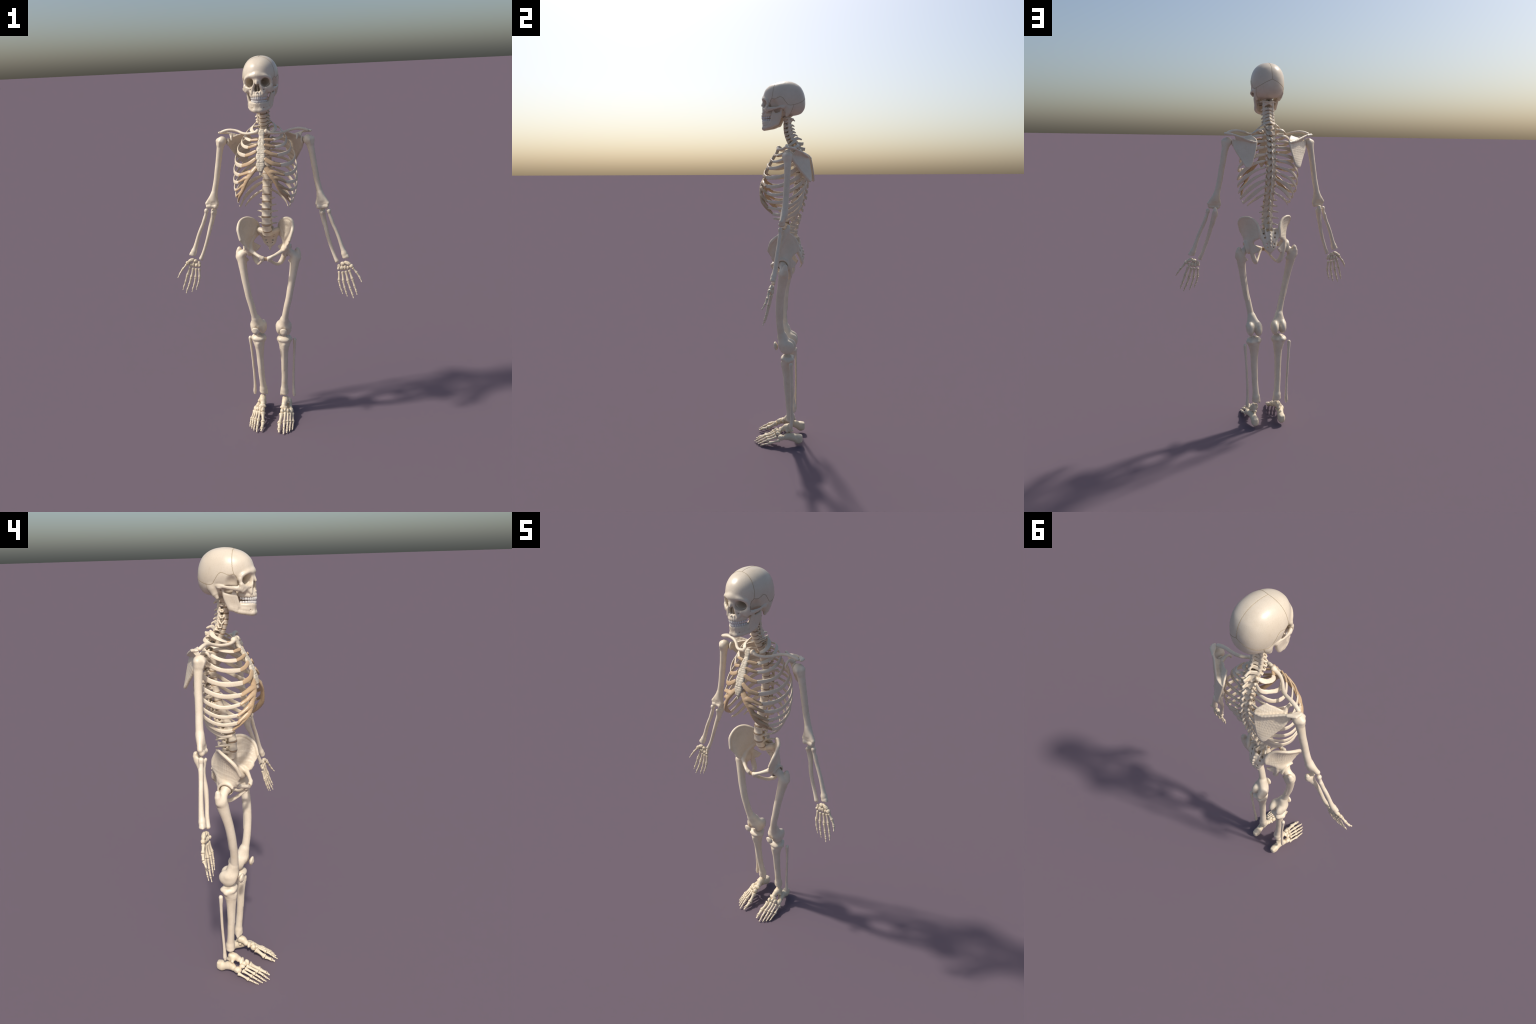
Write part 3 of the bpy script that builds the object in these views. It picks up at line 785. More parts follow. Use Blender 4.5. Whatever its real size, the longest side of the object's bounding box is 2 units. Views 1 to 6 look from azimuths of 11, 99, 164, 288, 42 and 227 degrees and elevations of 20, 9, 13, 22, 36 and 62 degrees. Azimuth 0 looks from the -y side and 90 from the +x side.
CARTS = {1: [(.042, -.004, 1.651), (.030, -.014, 1.650), (.016, -.024, 1.649)],
         2: [(.0535, -.036, 1.6155), (.038, -.042, 1.618), (.017, -.050, 1.620)],
         3: [(.064, -.0505, 1.584), (.045, -.062, 1.590), (.020, -.069, 1.598)],
         4: [(.077, -.069, 1.5485), (.052, -.080, 1.556), (.023, -.084, 1.570)],
         5: [(.093, -.082, 1.5015), (.062, -.099, 1.512), (.040, -.101, 1.524), (.024, -.099, 1.536)]}
MARGIN_BACK = .002   # the margin lies a little behind the rib ends' line
MARGIN = [(.020, -.104, 1.499), (.036, -.110, 1.481), (.051, -.114, 1.462), (.067, -.1145, 1.438), (.077, -.113, 1.418), (.086, -.110, 1.399), (.095, -.105, 1.381),
          (.104, -.095, 1.365), (.116, -.079, 1.346), (.123, -.063, 1.330), (.1295, -.046, 1.3145)]
BRANCH = {6: [(.107, -.0815, 1.4565), (.094, -.088, 1.461), (.075, -.099, 1.468), (.055, -.108, 1.475), (.042, -.112, 1.474)],
          7: [(.1145, -.0785, 1.4205), (.104, -.090, 1.429), (.090, -.101, 1.437), (.076, -.109, 1.447), (.062, -.113, 1.450)],
          8: [(.132, -.0705, 1.3785), (.118, -.082, 1.387), (.106, -.094, 1.396), (.094, -.104, 1.407), (.078, -.111, 1.416)],
          9: [(.1315, -.068, 1.3465), (.124, -.077, 1.357), (.112, -.088, 1.367), (.099, -.098, 1.379)]}

def build_cartilage():
    size = {1: (.012, .0066), 2: (.0135, .0068), 3: (.0142, .0070), 4: (.0180, .0074), 5: (.0200, .0076)}
    for n, P in CARTS.items():
        C = spline(P, 18); u = np.linspace(0, 1, 18)
        N = np.tile(V(.25, -1, .45), (18, 1)) if n > 1 else np.tile(V(0, -.4, 1), (18, 1))
        v, f = sweep(C, N, size[n][0] * np.interp(u, [0, .15, .8, 1], [.85, .95, 1.05, .85]), size[n][1], 16, 2.6)
        both_sides('costal_cartilage', v, f, CART)
    s = solid((.005, -.128, 1.295), (.145, -.03, 1.515), .0013)
    out = lambda p: unit(V(p[0] * .55, p[1] + .02, .10))
    C = spline(np.c_[np.array(MARGIN) + V(0, MARGIN_BACK, 0), [.0115, .0138, .0142, .0120, .0116, .0114, .0112, .0108, .0098, .0080, .0056]], 26)
    for a, b in zip(C[:-1], C[1:]):
        s.cone(a[:3], b[:3], a[3], b[3], .0015, flat=(out(a), 2.5))
    for n, P in BRANCH.items():
        r = {6: .0092, 7: .0076, 8: .0072, 9: .0068}[n]
        C = spline(P, 14)
        for i, (a, b) in enumerate(zip(C[:-1], C[1:])):
            s.cone(a, b, r, r, .0015 if i < 7 else .004, flat=(out(a), 1.8))
    s.soften(1)
    v, f = s.mesh()
    both_sides('costal_cartilage', v, f, CART)

def build_sternum():
    s = solid((0, -.128, 1.445), (.034, -.012, 1.672), .0011, True)
    nor = unit(V(0, -.9, .42))
    # half width of each segment along the plate: (y, z, half width)
    rows = [(-.0265, 1.660, .013), (-.030, 1.650, .0165), (-.0345, 1.638, .0125), (-.037, 1.630, .0120)]
    body = [(-.041, 1.627, .0125), (-.050, 1.614, .0160), (-.059, 1.600, .0165), (-.068, 1.585, .0190), (-.076, 1.570, .0225), (-.0815, 1.560, .0205),
            (-.089, 1.545, .0225), (-.095, 1.532, .0220), (-.100, 1.520, .0180), (-.104, 1.509, .0215), (-.1075, 1.497, .0190), (-.1105, 1.483, .0130)]
    for seg, m in ((rows, 9), (body, 26)):
        t = .0056
        net = [[(0, y, z), (.55 * (w - t), y, z), (w - t, y, z)] for y, z, w in seg]
        s.patch(net, [[t, t, t * .95]] * len(seg), m, 5, .003)
    s.cone((.0, -.1115, 1.479), (0, -.1125, 1.465), .0050, .0062, .003, flat=(nor, 1.3))
    for y, z in ((-.0845, 1.556), (-.1025, 1.516)):
        s.cone(V(-.02, y, z) + nor * .0068, V(.024, y, z) + nor * .0068, .0012, .0012, .003, True)
    s.bumps(.0006, .013, 5)
    v, f = s.mesh()
    add_obj('sternum', make_mesh('sternum', v, f, STERN))

build_ribs()
build_cartilage()
build_sternum()

# ============================================================ SHOULDER AND ARM
def build_clavicle():
    s = solid((0.0, -.045, 1.625), (.235, .060, 1.680))
    s.chain([(.021, -.024, 1.655), (.034, -.025, 1.651), (.055, -.023, 1.6475), (.075, -.014, 1.6455), (.093, -.001, 1.6455), (.106, .011, 1.647),
             (.122, .023, 1.652), (.142, .031, 1.657), (.169, .035, 1.660), (.193, .038, 1.657), (.214, .042, 1.650)],
            [.0100, .0088, .0074, .0070, .0070, .0072, .0074, .0074, .0078, .0084, .0082], .003, 30, flat=((0, .2, 1), 1.1))
    s.ball((.0215, -.0245, 1.656), (.0100, .0118, .0122), .004)
    s.cone((.031, -.022, 1.6445), (.052, -.021, 1.6425), .003, .002, .004)
    s.soften(1)
    both_sides('clavicle', *s.mesh(), BONE)

def build_scapula():
    s = solid((.070, .010, 1.462), (.250, .172, 1.668), .0013)
    rows = [[(.107, .096, 1.637), (.128, .089, 1.632), (.150, .076, 1.626)],
            [(.091, .124, 1.621), (.131, .106, 1.615), (.175, .068, 1.613)],
            [(.086, .136, 1.607), (.132, .114, 1.598), (.187, .068, 1.590)],
            [(.090, .143, 1.583), (.133, .121, 1.574), (.181, .086, 1.566)],
            [(.097, .148, 1.555), (.131, .131, 1.547), (.169, .102, 1.541)],
            [(.105, .152, 1.527), (.130, .142, 1.520), (.154, .124, 1.515)],
            [(.113, .154, 1.501), (.129, .151, 1.495), (.143, .141, 1.493)],
            [(.122, .153, 1.486), (.129, .153, 1.482), (.136, .149, 1.483)]]
    s.patch(rows, [[.0034, .0026, .0036], [.0034, .0025, .0052], [.0036, .0024, .0066], [.0034, .0024, .0058], [.0034, .0024, .0056], [.0036, .0027, .0056], [.0040, .0034, .0056], [.0046, .0046, .0052]], 17, 9, .002)
    s.chain([r[0] for r in rows], [.0036, .0040, .0044, .0040, .0038, .0040, .0046, .0050], .003, 20)
    s.chain([r[2] for r in rows[2:]], [.0070, .0062, .0060, .0060, .0060, .0054], .004, 18)
    # socket
    ax = unit(V(.86, -.42, .15)); up = unit(V(-.1, .15, 1) - ax * (V(-.1, .15, 1) @ ax)); sd = np.cross(ax, up)
    s.ball((.189, .056, 1.601), (.0075, .0145, .0205), .006, rot=[ax, sd, up])
    s.ball(V(.189, .056, 1.601) + ax * .0105, (.0070, .0120, .0175), .002, True, rot=[ax, sd, up])
    # spine and acromion
    crest = [(.092, .140, 1.604), (.120, .134, 1.611), (.150, .115, 1.624), (.180, .092, 1.636), (.203, .078, 1.642), (.222, .066, 1.645), (.231, .052, 1.646)]
    base = [(.092, .132, 1.606), (.122, .114, 1.607), (.148, .097, 1.610), (.168, .082, 1.615), (.178, .074, 1.620)]
    c5 = spline(crest, 13)[:9]; b5 = spline(base, 9)
    s.sheet([c5, b5], .0026, .004)
    s.chain(crest, [.0030, .0044, .0044, .0046, .0056, .0066, .0056], .004, 24)
    s.plate((.200, .082, 1.641), (.229, .068, 1.6445), (.229, .045, 1.6465), .0050, .0045, .0042, .004)
    s.plate((.200, .082, 1.641), (.229, .045, 1.6465), (.215, .052, 1.6465), .0050, .0042, .0040, .004)
    # coracoid hook
    s.chain([(.170, .062, 1.619), (.167, .050, 1.628), (.166, .038, 1.629), (.165, .030, 1.622), (.163, .026, 1.612)], [.0085, .0070, .0060, .0056, .0048], .005, 14)
    s.soften(3)
    both_sides('scapula', *s.mesh(), BONE)

def build_humerus():
    s = solid((.185, -.002, 1.245), (.335, .080, 1.635))
    s.chain([(.222, .046, 1.600), (.228, .047, 1.578), (.235, .047, 1.545), (.242, .047, 1.505), (.249, .045, 1.466), (.254, .044, 1.437), (.259, .043, 1.408), (.266, .042, 1.377), (.275, .039, 1.336), (.282, .035, 1.305)],
            [.0222, .0190, .0167, .0157, .0154, .0152, .0152, .0154, .0162, .0162], .005, 26, flat=((1, 0, .15), 1.04))
    s.ball((.2165, .044, 1.605), (.0235, .0245, .0240), .006)
    s.chain([(.236, .046, 1.606), (.235, .045, 1.590)], [.0135, .0125], .008)
    s.cone((.226, .026, 1.604), (.230, .031, 1.585), .0075, .006, .006)
    s.cone((.235, .022, 1.612), (.237, .024, 1.580), .0028, .0024, .004, True)
    # lower end: flared plate, knuckles and the two hollows
    s.plate((.276, .038, 1.335), (.312, .027, 1.289), (.262, .030, 1.284), .0145, .0105, .0105, .010)
    s.chain([(.315, .024, 1.286), (.311, .024, 1.276)], [.0085, .0080], .005)
    s.chain([(.262, .031, 1.284), (.2615, .029, 1.276)], [.0085, .0065], .005)
    s.chain([(.270, .026, 1.270), (.281, .026, 1.271), (.291, .025, 1.269), (.300, .022, 1.272), (.309, .021, 1.272)], [.0135, .0105, .0110, .0115, .0110], .004)
    s.ball((.285, .052, 1.287), (.011, .010, .013), .004, True)
    s.ball((.283, .010, 1.290), (.011, .008, .010), .004, True)
    s.soften(1)
    both_sides('humerus', *s.mesh(), BONE)

def build_forearm():
    s = solid((.300, -.030, .990), (.440, .045, 1.270))
    s.chain([(.3205, .0215, 1.246), (.3235, .021, 1.232), (.329, .020, 1.214), (.335, .019, 1.198), (.344, .017, 1.175), (.355, .014, 1.152), (.364, .012, 1.131), (.372, .010, 1.111), (.380, .008, 1.087), (.390, .005, 1.057), (.400, .000, 1.030)],
            [.0088, .0082, .0090, .0097, .0092, .0092, .0094, .0096, .0100, .0112, .0136], .004, 24)
    s.cone((.3200, .0215, 1.2495), (.3205, .0215, 1.2445), .0112, .0108, .002)
    s.cone((.332, .024, 1.214), (.335, .022, 1.205), .006, .005, .006)
    fl = (V(.15, -1, 0), 1.30)
    s.cone((.400, -.001, 1.028), (.4075, -.004, 1.012), .0145, .0175, .008, flat=fl)
    s.cone((.414, -.007, 1.018), (.421, -.010, 1.010), .0075, .0050, .005)
    s.block((.401, -.004, .992), (.06, .06, .0125), .001, .003, True, rot=[unit(V(1, 0, .20)), V(0, 1, 0), unit(V(-.20, 0, 1))])
    s.soften(1)
    both_sides('radius', *s.mesh(), BONE)
    s = solid((.265, -.030, .965), (.385, .080, 1.280))
    s.chain([(.286, .046, 1.240), (.289, .040, 1.222), (.295, .032, 1.200), (.304, .023, 1.166), (.310, .016, 1.140), (.316, .011, 1.117), (.323, .008, 1.094), (.331, .005, 1.069), (.343, .002, 1.036), (.354, -.003, 1.008), (.3625, -.007, .990)],
            [.0152, .0142, .0124, .0107, .0102, .0097, .0092, .0088, .0086, .0090, .0104], .004, 24)
    s.chain([(.2865, .050, 1.232), (.287, .057, 1.250), (.2865, .056, 1.260)], [.0135, .0120, .0105], .006)
    s.chain([(.287, .040, 1.232), (.2865, .026, 1.236), (.2865, .018, 1.240)], [.0130, .0105, .0075], .006)
    s.plate((.287, .054, 1.236), (.2865, .022, 1.234), (.296, .030, 1.178), .0100, .0085, .0085, .006)
    s.ball((.285, .033, 1.262), (.030, .0165, .0175), .004, True)
    s.cone((.3575, -.003, .985), (.356, -.003, .978), .0040, .0025, .003)
    s.soften(1)
    both_sides('ulna', *s.mesh(), BONE)

# --------------------------------------------------- turned bones of hand and foot
def turned(name, prof, ring=14, flat=.85, mat=SMALL):
    """unit-long bone along +z from a profile of (position, radius in lengths)"""
    P = spline([(a, r, 0) for a, r in prof], 22)
    a = np.linspace(0, 2 * math.pi, ring, endpoint=False)
    vs = np.vstack([np.stack([np.cos(a) * r, np.sin(a) * r * flat, np.full(ring, z)], 1) for z, r, _ in P])
    m = len(P)
    fs = [(i * ring + j, i * ring + (j + 1) % ring, (i + 1) * ring + (j + 1) % ring, (i + 1) * ring + j) for i in range(m - 1) for j in range(ring)]
    fs += [tuple(range(ring))[::-1], tuple(range((m - 1) * ring, m * ring))]
    return make_mesh(name, vs, fs, mat)

META = turned('metacarpal_bone', [(0, .62), (.03, .92), (.10, .96), (.24, .76), (.50, .64), (.72, .70), (.86, .88), (.95, .92), (1, .55)])
PHAL = turned('phalanx', [(0, .60), (.03, .96), (.10, .96), (.28, .78), (.55, .66), (.78, .72), (.90, .84), (.97, .74), (1, .42)], flat=.8)
TIPB = turned('phalanx', [(0, .60), (.04, .96), (.14, 1.0), (.38, .58), (.62, .44), (.80, .56), (.92, .60), (.98, .42), (1, .20)], flat=.7)
MTAR = turned('metatarsal_bone', [(0, .70), (.03, 1.05), (.09, 1.10), (.22, .78), (.48, .60), (.72, .64), (.86, .92), (.95, 1.0), (1, .60)], flat=1.0)

def lay(name, mesh, a, b, r, parent, mx, side, fat=1.36):
    """put a turned bone from a to b; side = the direction of its broad axis"""
    m = V(mx, 1, 1); a, b = np.asarray(a) * m, np.asarray(b) * m; r = r * fat
    z = b - a; L = np.linalg.norm(z); z = z / L
    x = np.asarray(side) * m; x = unit(x - z * (x @ z)); y = np.cross(z, x)
    M = Matrix(((x[0] * r, y[0] * r, z[0] * L, a[0]), (x[1] * r, y[1] * r, z[1] * L, a[1]), (x[2] * r, y[2] * r, z[2] * L, a[2]), (0, 0, 0, 1)))
    return add_obj(name, mesh, parent, M)

def lump(c, r, seed, rot=None, cuts=3, grow=1.18):
    """small many-sided bone: an ellipsoid with rounded facets"""
    g = np.random.default_rng(seed)
    c = np.asarray(c, float); r = np.asarray(r, float) * grow; R = r.max()
    s = solid(c - R - .004, c + R + .004, .0010)
    s.ball(c, r, 0, rot=rot)
    for _ in range(cuts):
        d = unit(g.normal(size=3)); e = np.linalg.norm(d * r)
        s.ball(c + d * (e * .93 + R * 2.0), R * 2.08, .003, True)
    s.bumps(.0004, .010, seed)
    return s.mesh()

FINGERS = [  # carpal end, knuckle, joints ... tip ; radii
    ([(.443, -.018, .958), (.466, -.023, .932), (.481, -.030, .910), (.491, -.044, .889)], [.0062, .0056, .0048]),
    ([(.4260, -.010, .944), (.4435, -.021, .895), (.4555, -.028, .858), (.4635, -.035, .836), (.469, -.041, .816)], [.0064, .0056, .0046, .0038]),
    ([(.4085, -.010, .938), (.4215, -.023, .884), (.434, -.031, .845), (.4445, -.039, .819), (.451, -.046, .799)], [.0064, .0058, .0048, .0040]),
    ([(.392, -.012, .935), (.397, -.023, .884), (.4055, -.031, .848), (.4135, -.036, .825), (.4195, -.040, .805)], [.0060, .0052, .0044, .0036]),
    ([(.3755, -.011, .935), (.375, -.023, .886), (.3815, -.029, .856), (.3890, -.033, .837), (.395, -.037, .817)], [.0058, .0048, .0040, .0034])]
CARPALS = [((.4050, -.009, .9555), (.0082, .0085, .0135)), ((.3890, -.010, .9520), (.0092, .0085, .0118)), ((.4205, -.010, .9545), (.0072, .0076, .0094)),
           ((.4365, -.015, .9660), (.0094, .0082, .0092)), ((.4180, -.011, .9800), (.0165, .0080, .0082)), ((.3935, -.008, .9760), (.0110, .0086, .0086)),
           ((.3745, -.008, .9610), (.0072, .0074, .0118)), ((.3710, -.015, .9500), (.0060, .0062, .0066))]
TOES = [
    ([(.0555, -.046, .0580), (.0475, -.100, .0275), (.0490, -.134, .0170), (.0508, -.152, .0075)], [.0098, .0082, .0070]),
    ([(.0740, -.038, .0610), (.0752, -.100, .0380), (.0758, -.128, .0230), (.0762, -.143, .0115), (.0765, -.159, .0040)], [.0066, .0060, .0052, .0044]),
    ([(.0885, -.034, .0565), (.0930, -.090, .0350), (.0937, -.116, .0215), (.0940, -.131, .0115), (.0942, -.147, .0050)], [.0060, .0054, .0048, .0042]),
    ([(.1010, -.025, .0505), (.1075, -.080, .0300), (.1082, -.104, .0190), (.1083, -.118, .0110), (.1083, -.133, .0055)], [.0060, .0052, .0046, .0040]),
    ([(.1125, -.006, .0390), (.1215, -.067, .0205), (.1220, -.090, .0140), (.1220, -.103, .0085), (.1220, -.116, .0050)], [.0064, .0050, .0044, .0040])]
TARSALS = [((.0630, -.0105, .0750), (.0170, .0080, .0125), 11), ((.0570, -.0340, .0660), (.0095, .0115, .0130), 12), ((.0725, -.0260, .0690), (.0078, .0105, .0095), 13),
           ((.0865, -.0200, .0640), (.0082, .0115, .0095), 14), ((.1010, .0000, .0500), (.0130, .0165, .0125), 15)]

def build_hands_and_feet():
    for mx, sgn in ((1, 1), (-1, -1)):
        hand = bpy.data.objects.new('hand', None); foot = bpy.data.objects.new('foot', None)
        for o, loc in ((hand, (.40 * mx, -.010, .95)), (foot, (.08 * mx, .0, .05))):
            bpy.context.scene.collection.objects.link(o); o.parent = ROOT; o.location = loc
            o.empty_display_size = .02
        bpy.context.view_layer.update()
        for i, (P, R) in enumerate(FINGERS):
            side = V(.75, -.1, .25) if i else V(.35, .9, .0)
            for k in range(len(R)):
                a, b = V(*P[k]), V(*P[k + 1]); d = unit(b - a)
                last = k == len(R) - 1
                me, nm = (META, 'metacarpal_bone') if k == 0 else ((TIPB if last else PHAL), 'phalanx')
                lay(nm, me, a + d * .0006, b - d * (.0 if last else .0008), R[k], hand, mx, side)
        for i, (P, R) in enumerate(TOES):
            for k in range(len(R)):
                a, b = V(*P[k]), V(*P[k + 1]); d = unit(b - a)
                last = k == len(R) - 1
                me, nm = (MTAR, 'metatarsal_bone') if k == 0 else ((TIPB if last else PHAL), 'phalanx')
                lay(nm, me, a + d * .0006, b - d * (.0 if last else .0008), R[k], foot, mx, V(1, .0, .1), 1.42)
        def place(name, v, f, parent):
            v = np.asarray(v) * V(mx, 1, 1); f = f if mx > 0 else f[:, ::-1]
            o = add_obj(name, make_mesh(name, v, f, SMALL), parent)
            o.matrix_world = Matrix.Identity(4)
        for n, (c, r) in enumerate(CARPALS):
            rot = None
            if n == 4: rot = [unit(V(1, -.25, -.45)), unit(V(.2, 1, 0)), unit(np.cross(unit(V(1, -.25, -.45)), unit(V(.2, 1, 0))))]
            place('carpal_bone', *lump(c, r, 40 + n, rot), hand)
        for c, r, sd in TARSALS:
            place('tarsal_bone', *lump(c, r, sd, None, 4, 1.30), foot)
        s = solid((.045, -.010, 0), (.125, .130, .110), .0011)
        s.ball((.0785, .094, .0360), (.0195, .0240, .0275), 0)
        s.block((.0785, .100, .040), (.016, .0165, .022), .010, .006)
        s.chain([(.079, .088, .039), (.081, .062, .047), (.086, .040, .052), (.094, .024, .052)], [.0225, .0215, .0205, .0170], .010, 12, flat=((1, .2, 0), 1.15))
        s.cone((.062, .040, .068), (.078, .040, .060), .0070, .0120, .006)
        s.soften(1)
        place('heel_bone', *s.mesh(), foot)
        s = solid((.040, -.020, .055), (.100, .080, .130), .0011)
        s.ball((.0670, .034, .098), (.0185, .026, .0195), 0)
        s.cone((.060, .045, .108), (.074, .045, .108), .0095, .0095, .008)
        s.chain([(.065, .020, .095), (.063, .011, .088), (.0620, .006, .083)], [.0155, .0145, .0148], .008)
        s.chain([(.074, .045, .084), (.072, .058, .082)], [.0120, .0080], .008)
        s.cone((.090, .030, .084), (.078, .030, .094), .0075, .0110, .008)
        s.cone((.067, .034, .1225), (.067, .060, .1165), .0030, .003, .008, True)
        s.soften(1)
        place('ankle_bone', *s.mesh(), foot)

# ================================================================ PELVIS, LEGS
def build_hip():
    s = solid((.002, -.085, .935), (.160, .100, 1.228), .0014)
    crest = [(.127, -.066, 1.116), (.136, -.057, 1.146), (.1410, -.045, 1.168), (.1390, -.016, 1.193), (.1275, .010, 1.206), (.106, .031, 1.209), (.082, .047, 1.199), (.065, .063, 1.179), (.056, .077, 1.153)]
    mid = [(.122, -.060, 1.100), (.1245, -.050, 1.120), (.1260, -.040, 1.138), (.1220, -.012, 1.152), (.112, .012, 1.157), (.096, .032, 1.157), (.080, .047, 1.153), (.068, .062, 1.143), (.057, .079, 1.128)]
    low = [(.109, -.046, 1.080), (.1105, -.040, 1.084), (.1100, -.030, 1.088), (.1060, -.008, 1.090), (.101, .012, 1.091), (.094, .030, 1.092), (.086, .047, 1.095), (.071, .066, 1.103), (.058, .079, 1.105)]
    sock = [(.100, -.034, 1.060), (.103, -.028, 1.061), (.106, -.020, 1.063), (.108, -.004, 1.066), (.106, .012, 1.067), (.100, .026, 1.066), (.092, .040, 1.070), (.080, .052, 1.086), (.066, .066, 1.098)]
    th = [[.0036] * 9, [.0032, .0028, .0024, .0023, .0023, .0026, .0035, .0050, .0062], [.0062, .0075, .0085, .0090, .0090, .0088, .0078, .0062, .0052], [.009, .010, .011, .012, .012, .012, .010, .006, .004]]
    s.patch([crest, mid, low, sock], th, 10, 19, .003)
    s.chain(crest, [.0072, .0074, .0086, .0080, .0070, .0064, .0064, .0072, .0074], .0025, 26)
    s.chain([(.064, .064, 1.178), (.0570, .078, 1.152), (.0560, .082, 1.128), (.057, .081, 1.108)], [.0070, .0086, .0088, .0064], .003, 10)
    # lower spine at the front, ear-shaped joint surface, arcuate rim
    s.chain([(.112, -.044, 1.082), (.106, -.046, 1.070), (.100, -.038, 1.058)], [.0065, .0070, .0080], .006)
    s.plate((.066, .058, 1.150), (.066, .064, 1.108), (.082, .044, 1.112), .006, .006, .006, .006)
    s.chain([(.070, .058, 1.104), (.080, .036, 1.088), (.088, .010, 1.070), (.080, -.016, 1.052)], [.006, .0065, .0070, .0075], .006, 12)
    s.ball((.1085, -.0455, 1.0735), (.0075, .0075, .0090), .005)
    # socket block
    s.ball((.098, .010, 1.040), (.0265, .0350, .0360), .010)
    s.chain([(.118, -.024, 1.050), (.121, -.012, 1.064), (.121, .010, 1.069), (.120, .030, 1.058), (.117, .040, 1.038), (.112, .036, 1.018)], [.0055, .0055, .0060, .0060, .006, .006], .006, 16)
    s.ball((.1070, .0085, 1.0365), (.0290, .0285, .0285), .003, True)
    # seat bone: back column, spine, tuberosity
    s.chain([(.088, .044, 1.086), (.090, .046, 1.060), (.088, .044, 1.030), (.082, .044, 1.000), (.073, .041, .975), (.064, .034, .962)], [.0092, .0102, .0118, .0130, .0138, .0118], .006, 16)
    s.plate((.088, .047, 1.068), (.084, .045, 1.018), (.0515, .071, 1.039), .006, .006, .0045, .005)
    s.plate((.084, .045, 1.018), (.0515, .071, 1.039), (.062, .064, 1.022), .006, .0042, .0042, .005)
    s.chain([(.064, .034, .962), (.053, .012, .960), (.040, -.014, .973), (.026, -.040, .993), (.015, -.055, 1.006)], [.0110, .0092, .0082, .0084, .0092], .005, 16, flat=((.6, -.5, .5), 1.45))
    # pubis
    s.chain([(.096, -.018, 1.048), (.082, -.026, 1.046), (.066, -.038, 1.039), (.046, -.051, 1.030), (.028, -.060, 1.023), (.017, -.061, 1.0165)], [.0140, .0120, .0098, .0084, .0092, .0105], .006, 18)
    s.plate((.0135, -.060, 1.020), (.0145, -.058, 1.004), (.030, -.055, 1.012), .0066, .0062, .0066, .005)
    s.cone((.032, -.065, 1.026), (.040, -.059, 1.029), .0035, .003, .005)
    s.soften(2)
    both_sides('hip_bone', *s.mesh(), BONE)
    # joint pad of the pubis
    v, f = sweep(np.array([(x, -.0595, 1.0135) for x in np.linspace(-.0085, .0085, 9)]), np.tile(V(0, 1, 0), (9, 1)), .0205 * np.array([1.0, .98, .90, .98, 1.0, .98, .90, .98, 1.0]), .0105, 18, 2.8)
    add_obj('pubic_disc', make_mesh('pubic_disc', v, f, DISC))

def build_sacrum():
    s = solid((0, .000, 1.002), (.072, .122, 1.175), .0012, True)
    rows = [[(0, .045, 1.124), (.020, .048, 1.126), (.038, .056, 1.131), (.052, .062, 1.134)],
            [(0, .074, 1.104), (.018, .074, 1.106), (.032, .074, 1.112), (.047, .074, 1.114)],
            [(0, .089, 1.085), (.016, .089, 1.086), (.028, .088, 1.090), (.037, .085, 1.093)],
            [(0, .099, 1.064), (.014, .098, 1.064), (.024, .097, 1.066), (.031, .095, 1.067)],
            [(0, .103, 1.048), (.011, .102, 1.048), (.019, .101, 1.049), (.025, .099, 1.050)],
            [(0, .102, 1.035), (.004, .102, 1.035), (.008, .101, 1.036), (.012, .100, 1.038)]]
    R = [[.016, .015, .014, .012], [.0125, .012, .011, .010], [.0100, .009, .008, .0075], [.0082, .0075, .0065, .0055], [.0065, .006, .005, .0045], [.0055, .0055, .005, .005]]
    s.patch(rows, R, 12, 9, .004)
    elliptic_body(s, V(0, .031, 1.128), unit(V(0, -.42, .9)), .0270, .0180, .0125, .05, .006)
    s.chain([(.030, .042, 1.134), (.045, .052, 1.137), (.054, .060, 1.135)], [.0140, .0135, .0110], .006)
    s.chain([(.052, .066, 1.142), (.050, .078, 1.125), (.048, .080, 1.106)], [.0080, .0080, .0075], .006)
    # raised rows on the back
    for y, z, r in ((.080, 1.150, .0052), (.090, 1.136, .0064), (.1005, 1.118, .0070), (.108, 1.100, .0066), (.1125, 1.083, .0060), (.113, 1.066, .0050)):
        s.ball((0, y - .003, z), (r * .8, r * 1.3, r * 1.15), .005)
    s.chain([(.022, .074, 1.148), (.021, .084, 1.128), (.019, .096, 1.100), (.016, .103, 1.072), (.012, .103, 1.050)], [.0055, .0050, .0042, .0036, .003], .005, 12)
    s.plate((0, .088, 1.135), (.020, .082, 1.130), (.017, .098, 1.090), .005, .005, .004, .005)
    s.plate((0, .088, 1.135), (.017, .098, 1.090), (0, .104, 1.092), .005, .004, .005, .005)
    s.cone((0, .060, 1.156), (0, .074, 1.120), .0085, .006, .004, True)
    s.cone((.017, .067, 1.146), (.018, .066, 1.155), .0055, .0045, .004)
    # nerve holes, right through
    for x, y, z, r in ((.0305, .074, 1.124, .0046), (.0255, .084, 1.101, .0042), (.0190, .095, 1.070, .0045), (.0150, .101, 1.054, .0028)):
        nrm = unit(V(.1, .75, .55)) if z > 1.08 else unit(V(.1, .95, .25))
        s.cone(V(x, y, z) - nrm * .035, V(x, y, z) + nrm * .025, r, r * 1.25, .003, True)
    # tail bone
    for y, z, w, h in ((.1005, 1.0290, .0112, .0045), (.0990, 1.0225, .0092, .0038), (.0960, 1.0165, .0068, .0038), (.0925, 1.0120, .0044, .0036)):
        s.ball((0, y, z), (w, .0042, h), .002)
    s.soften(1)
    v, f = s.mesh()
    add_obj('sacrum', make_mesh('sacrum', v, f, BONE))

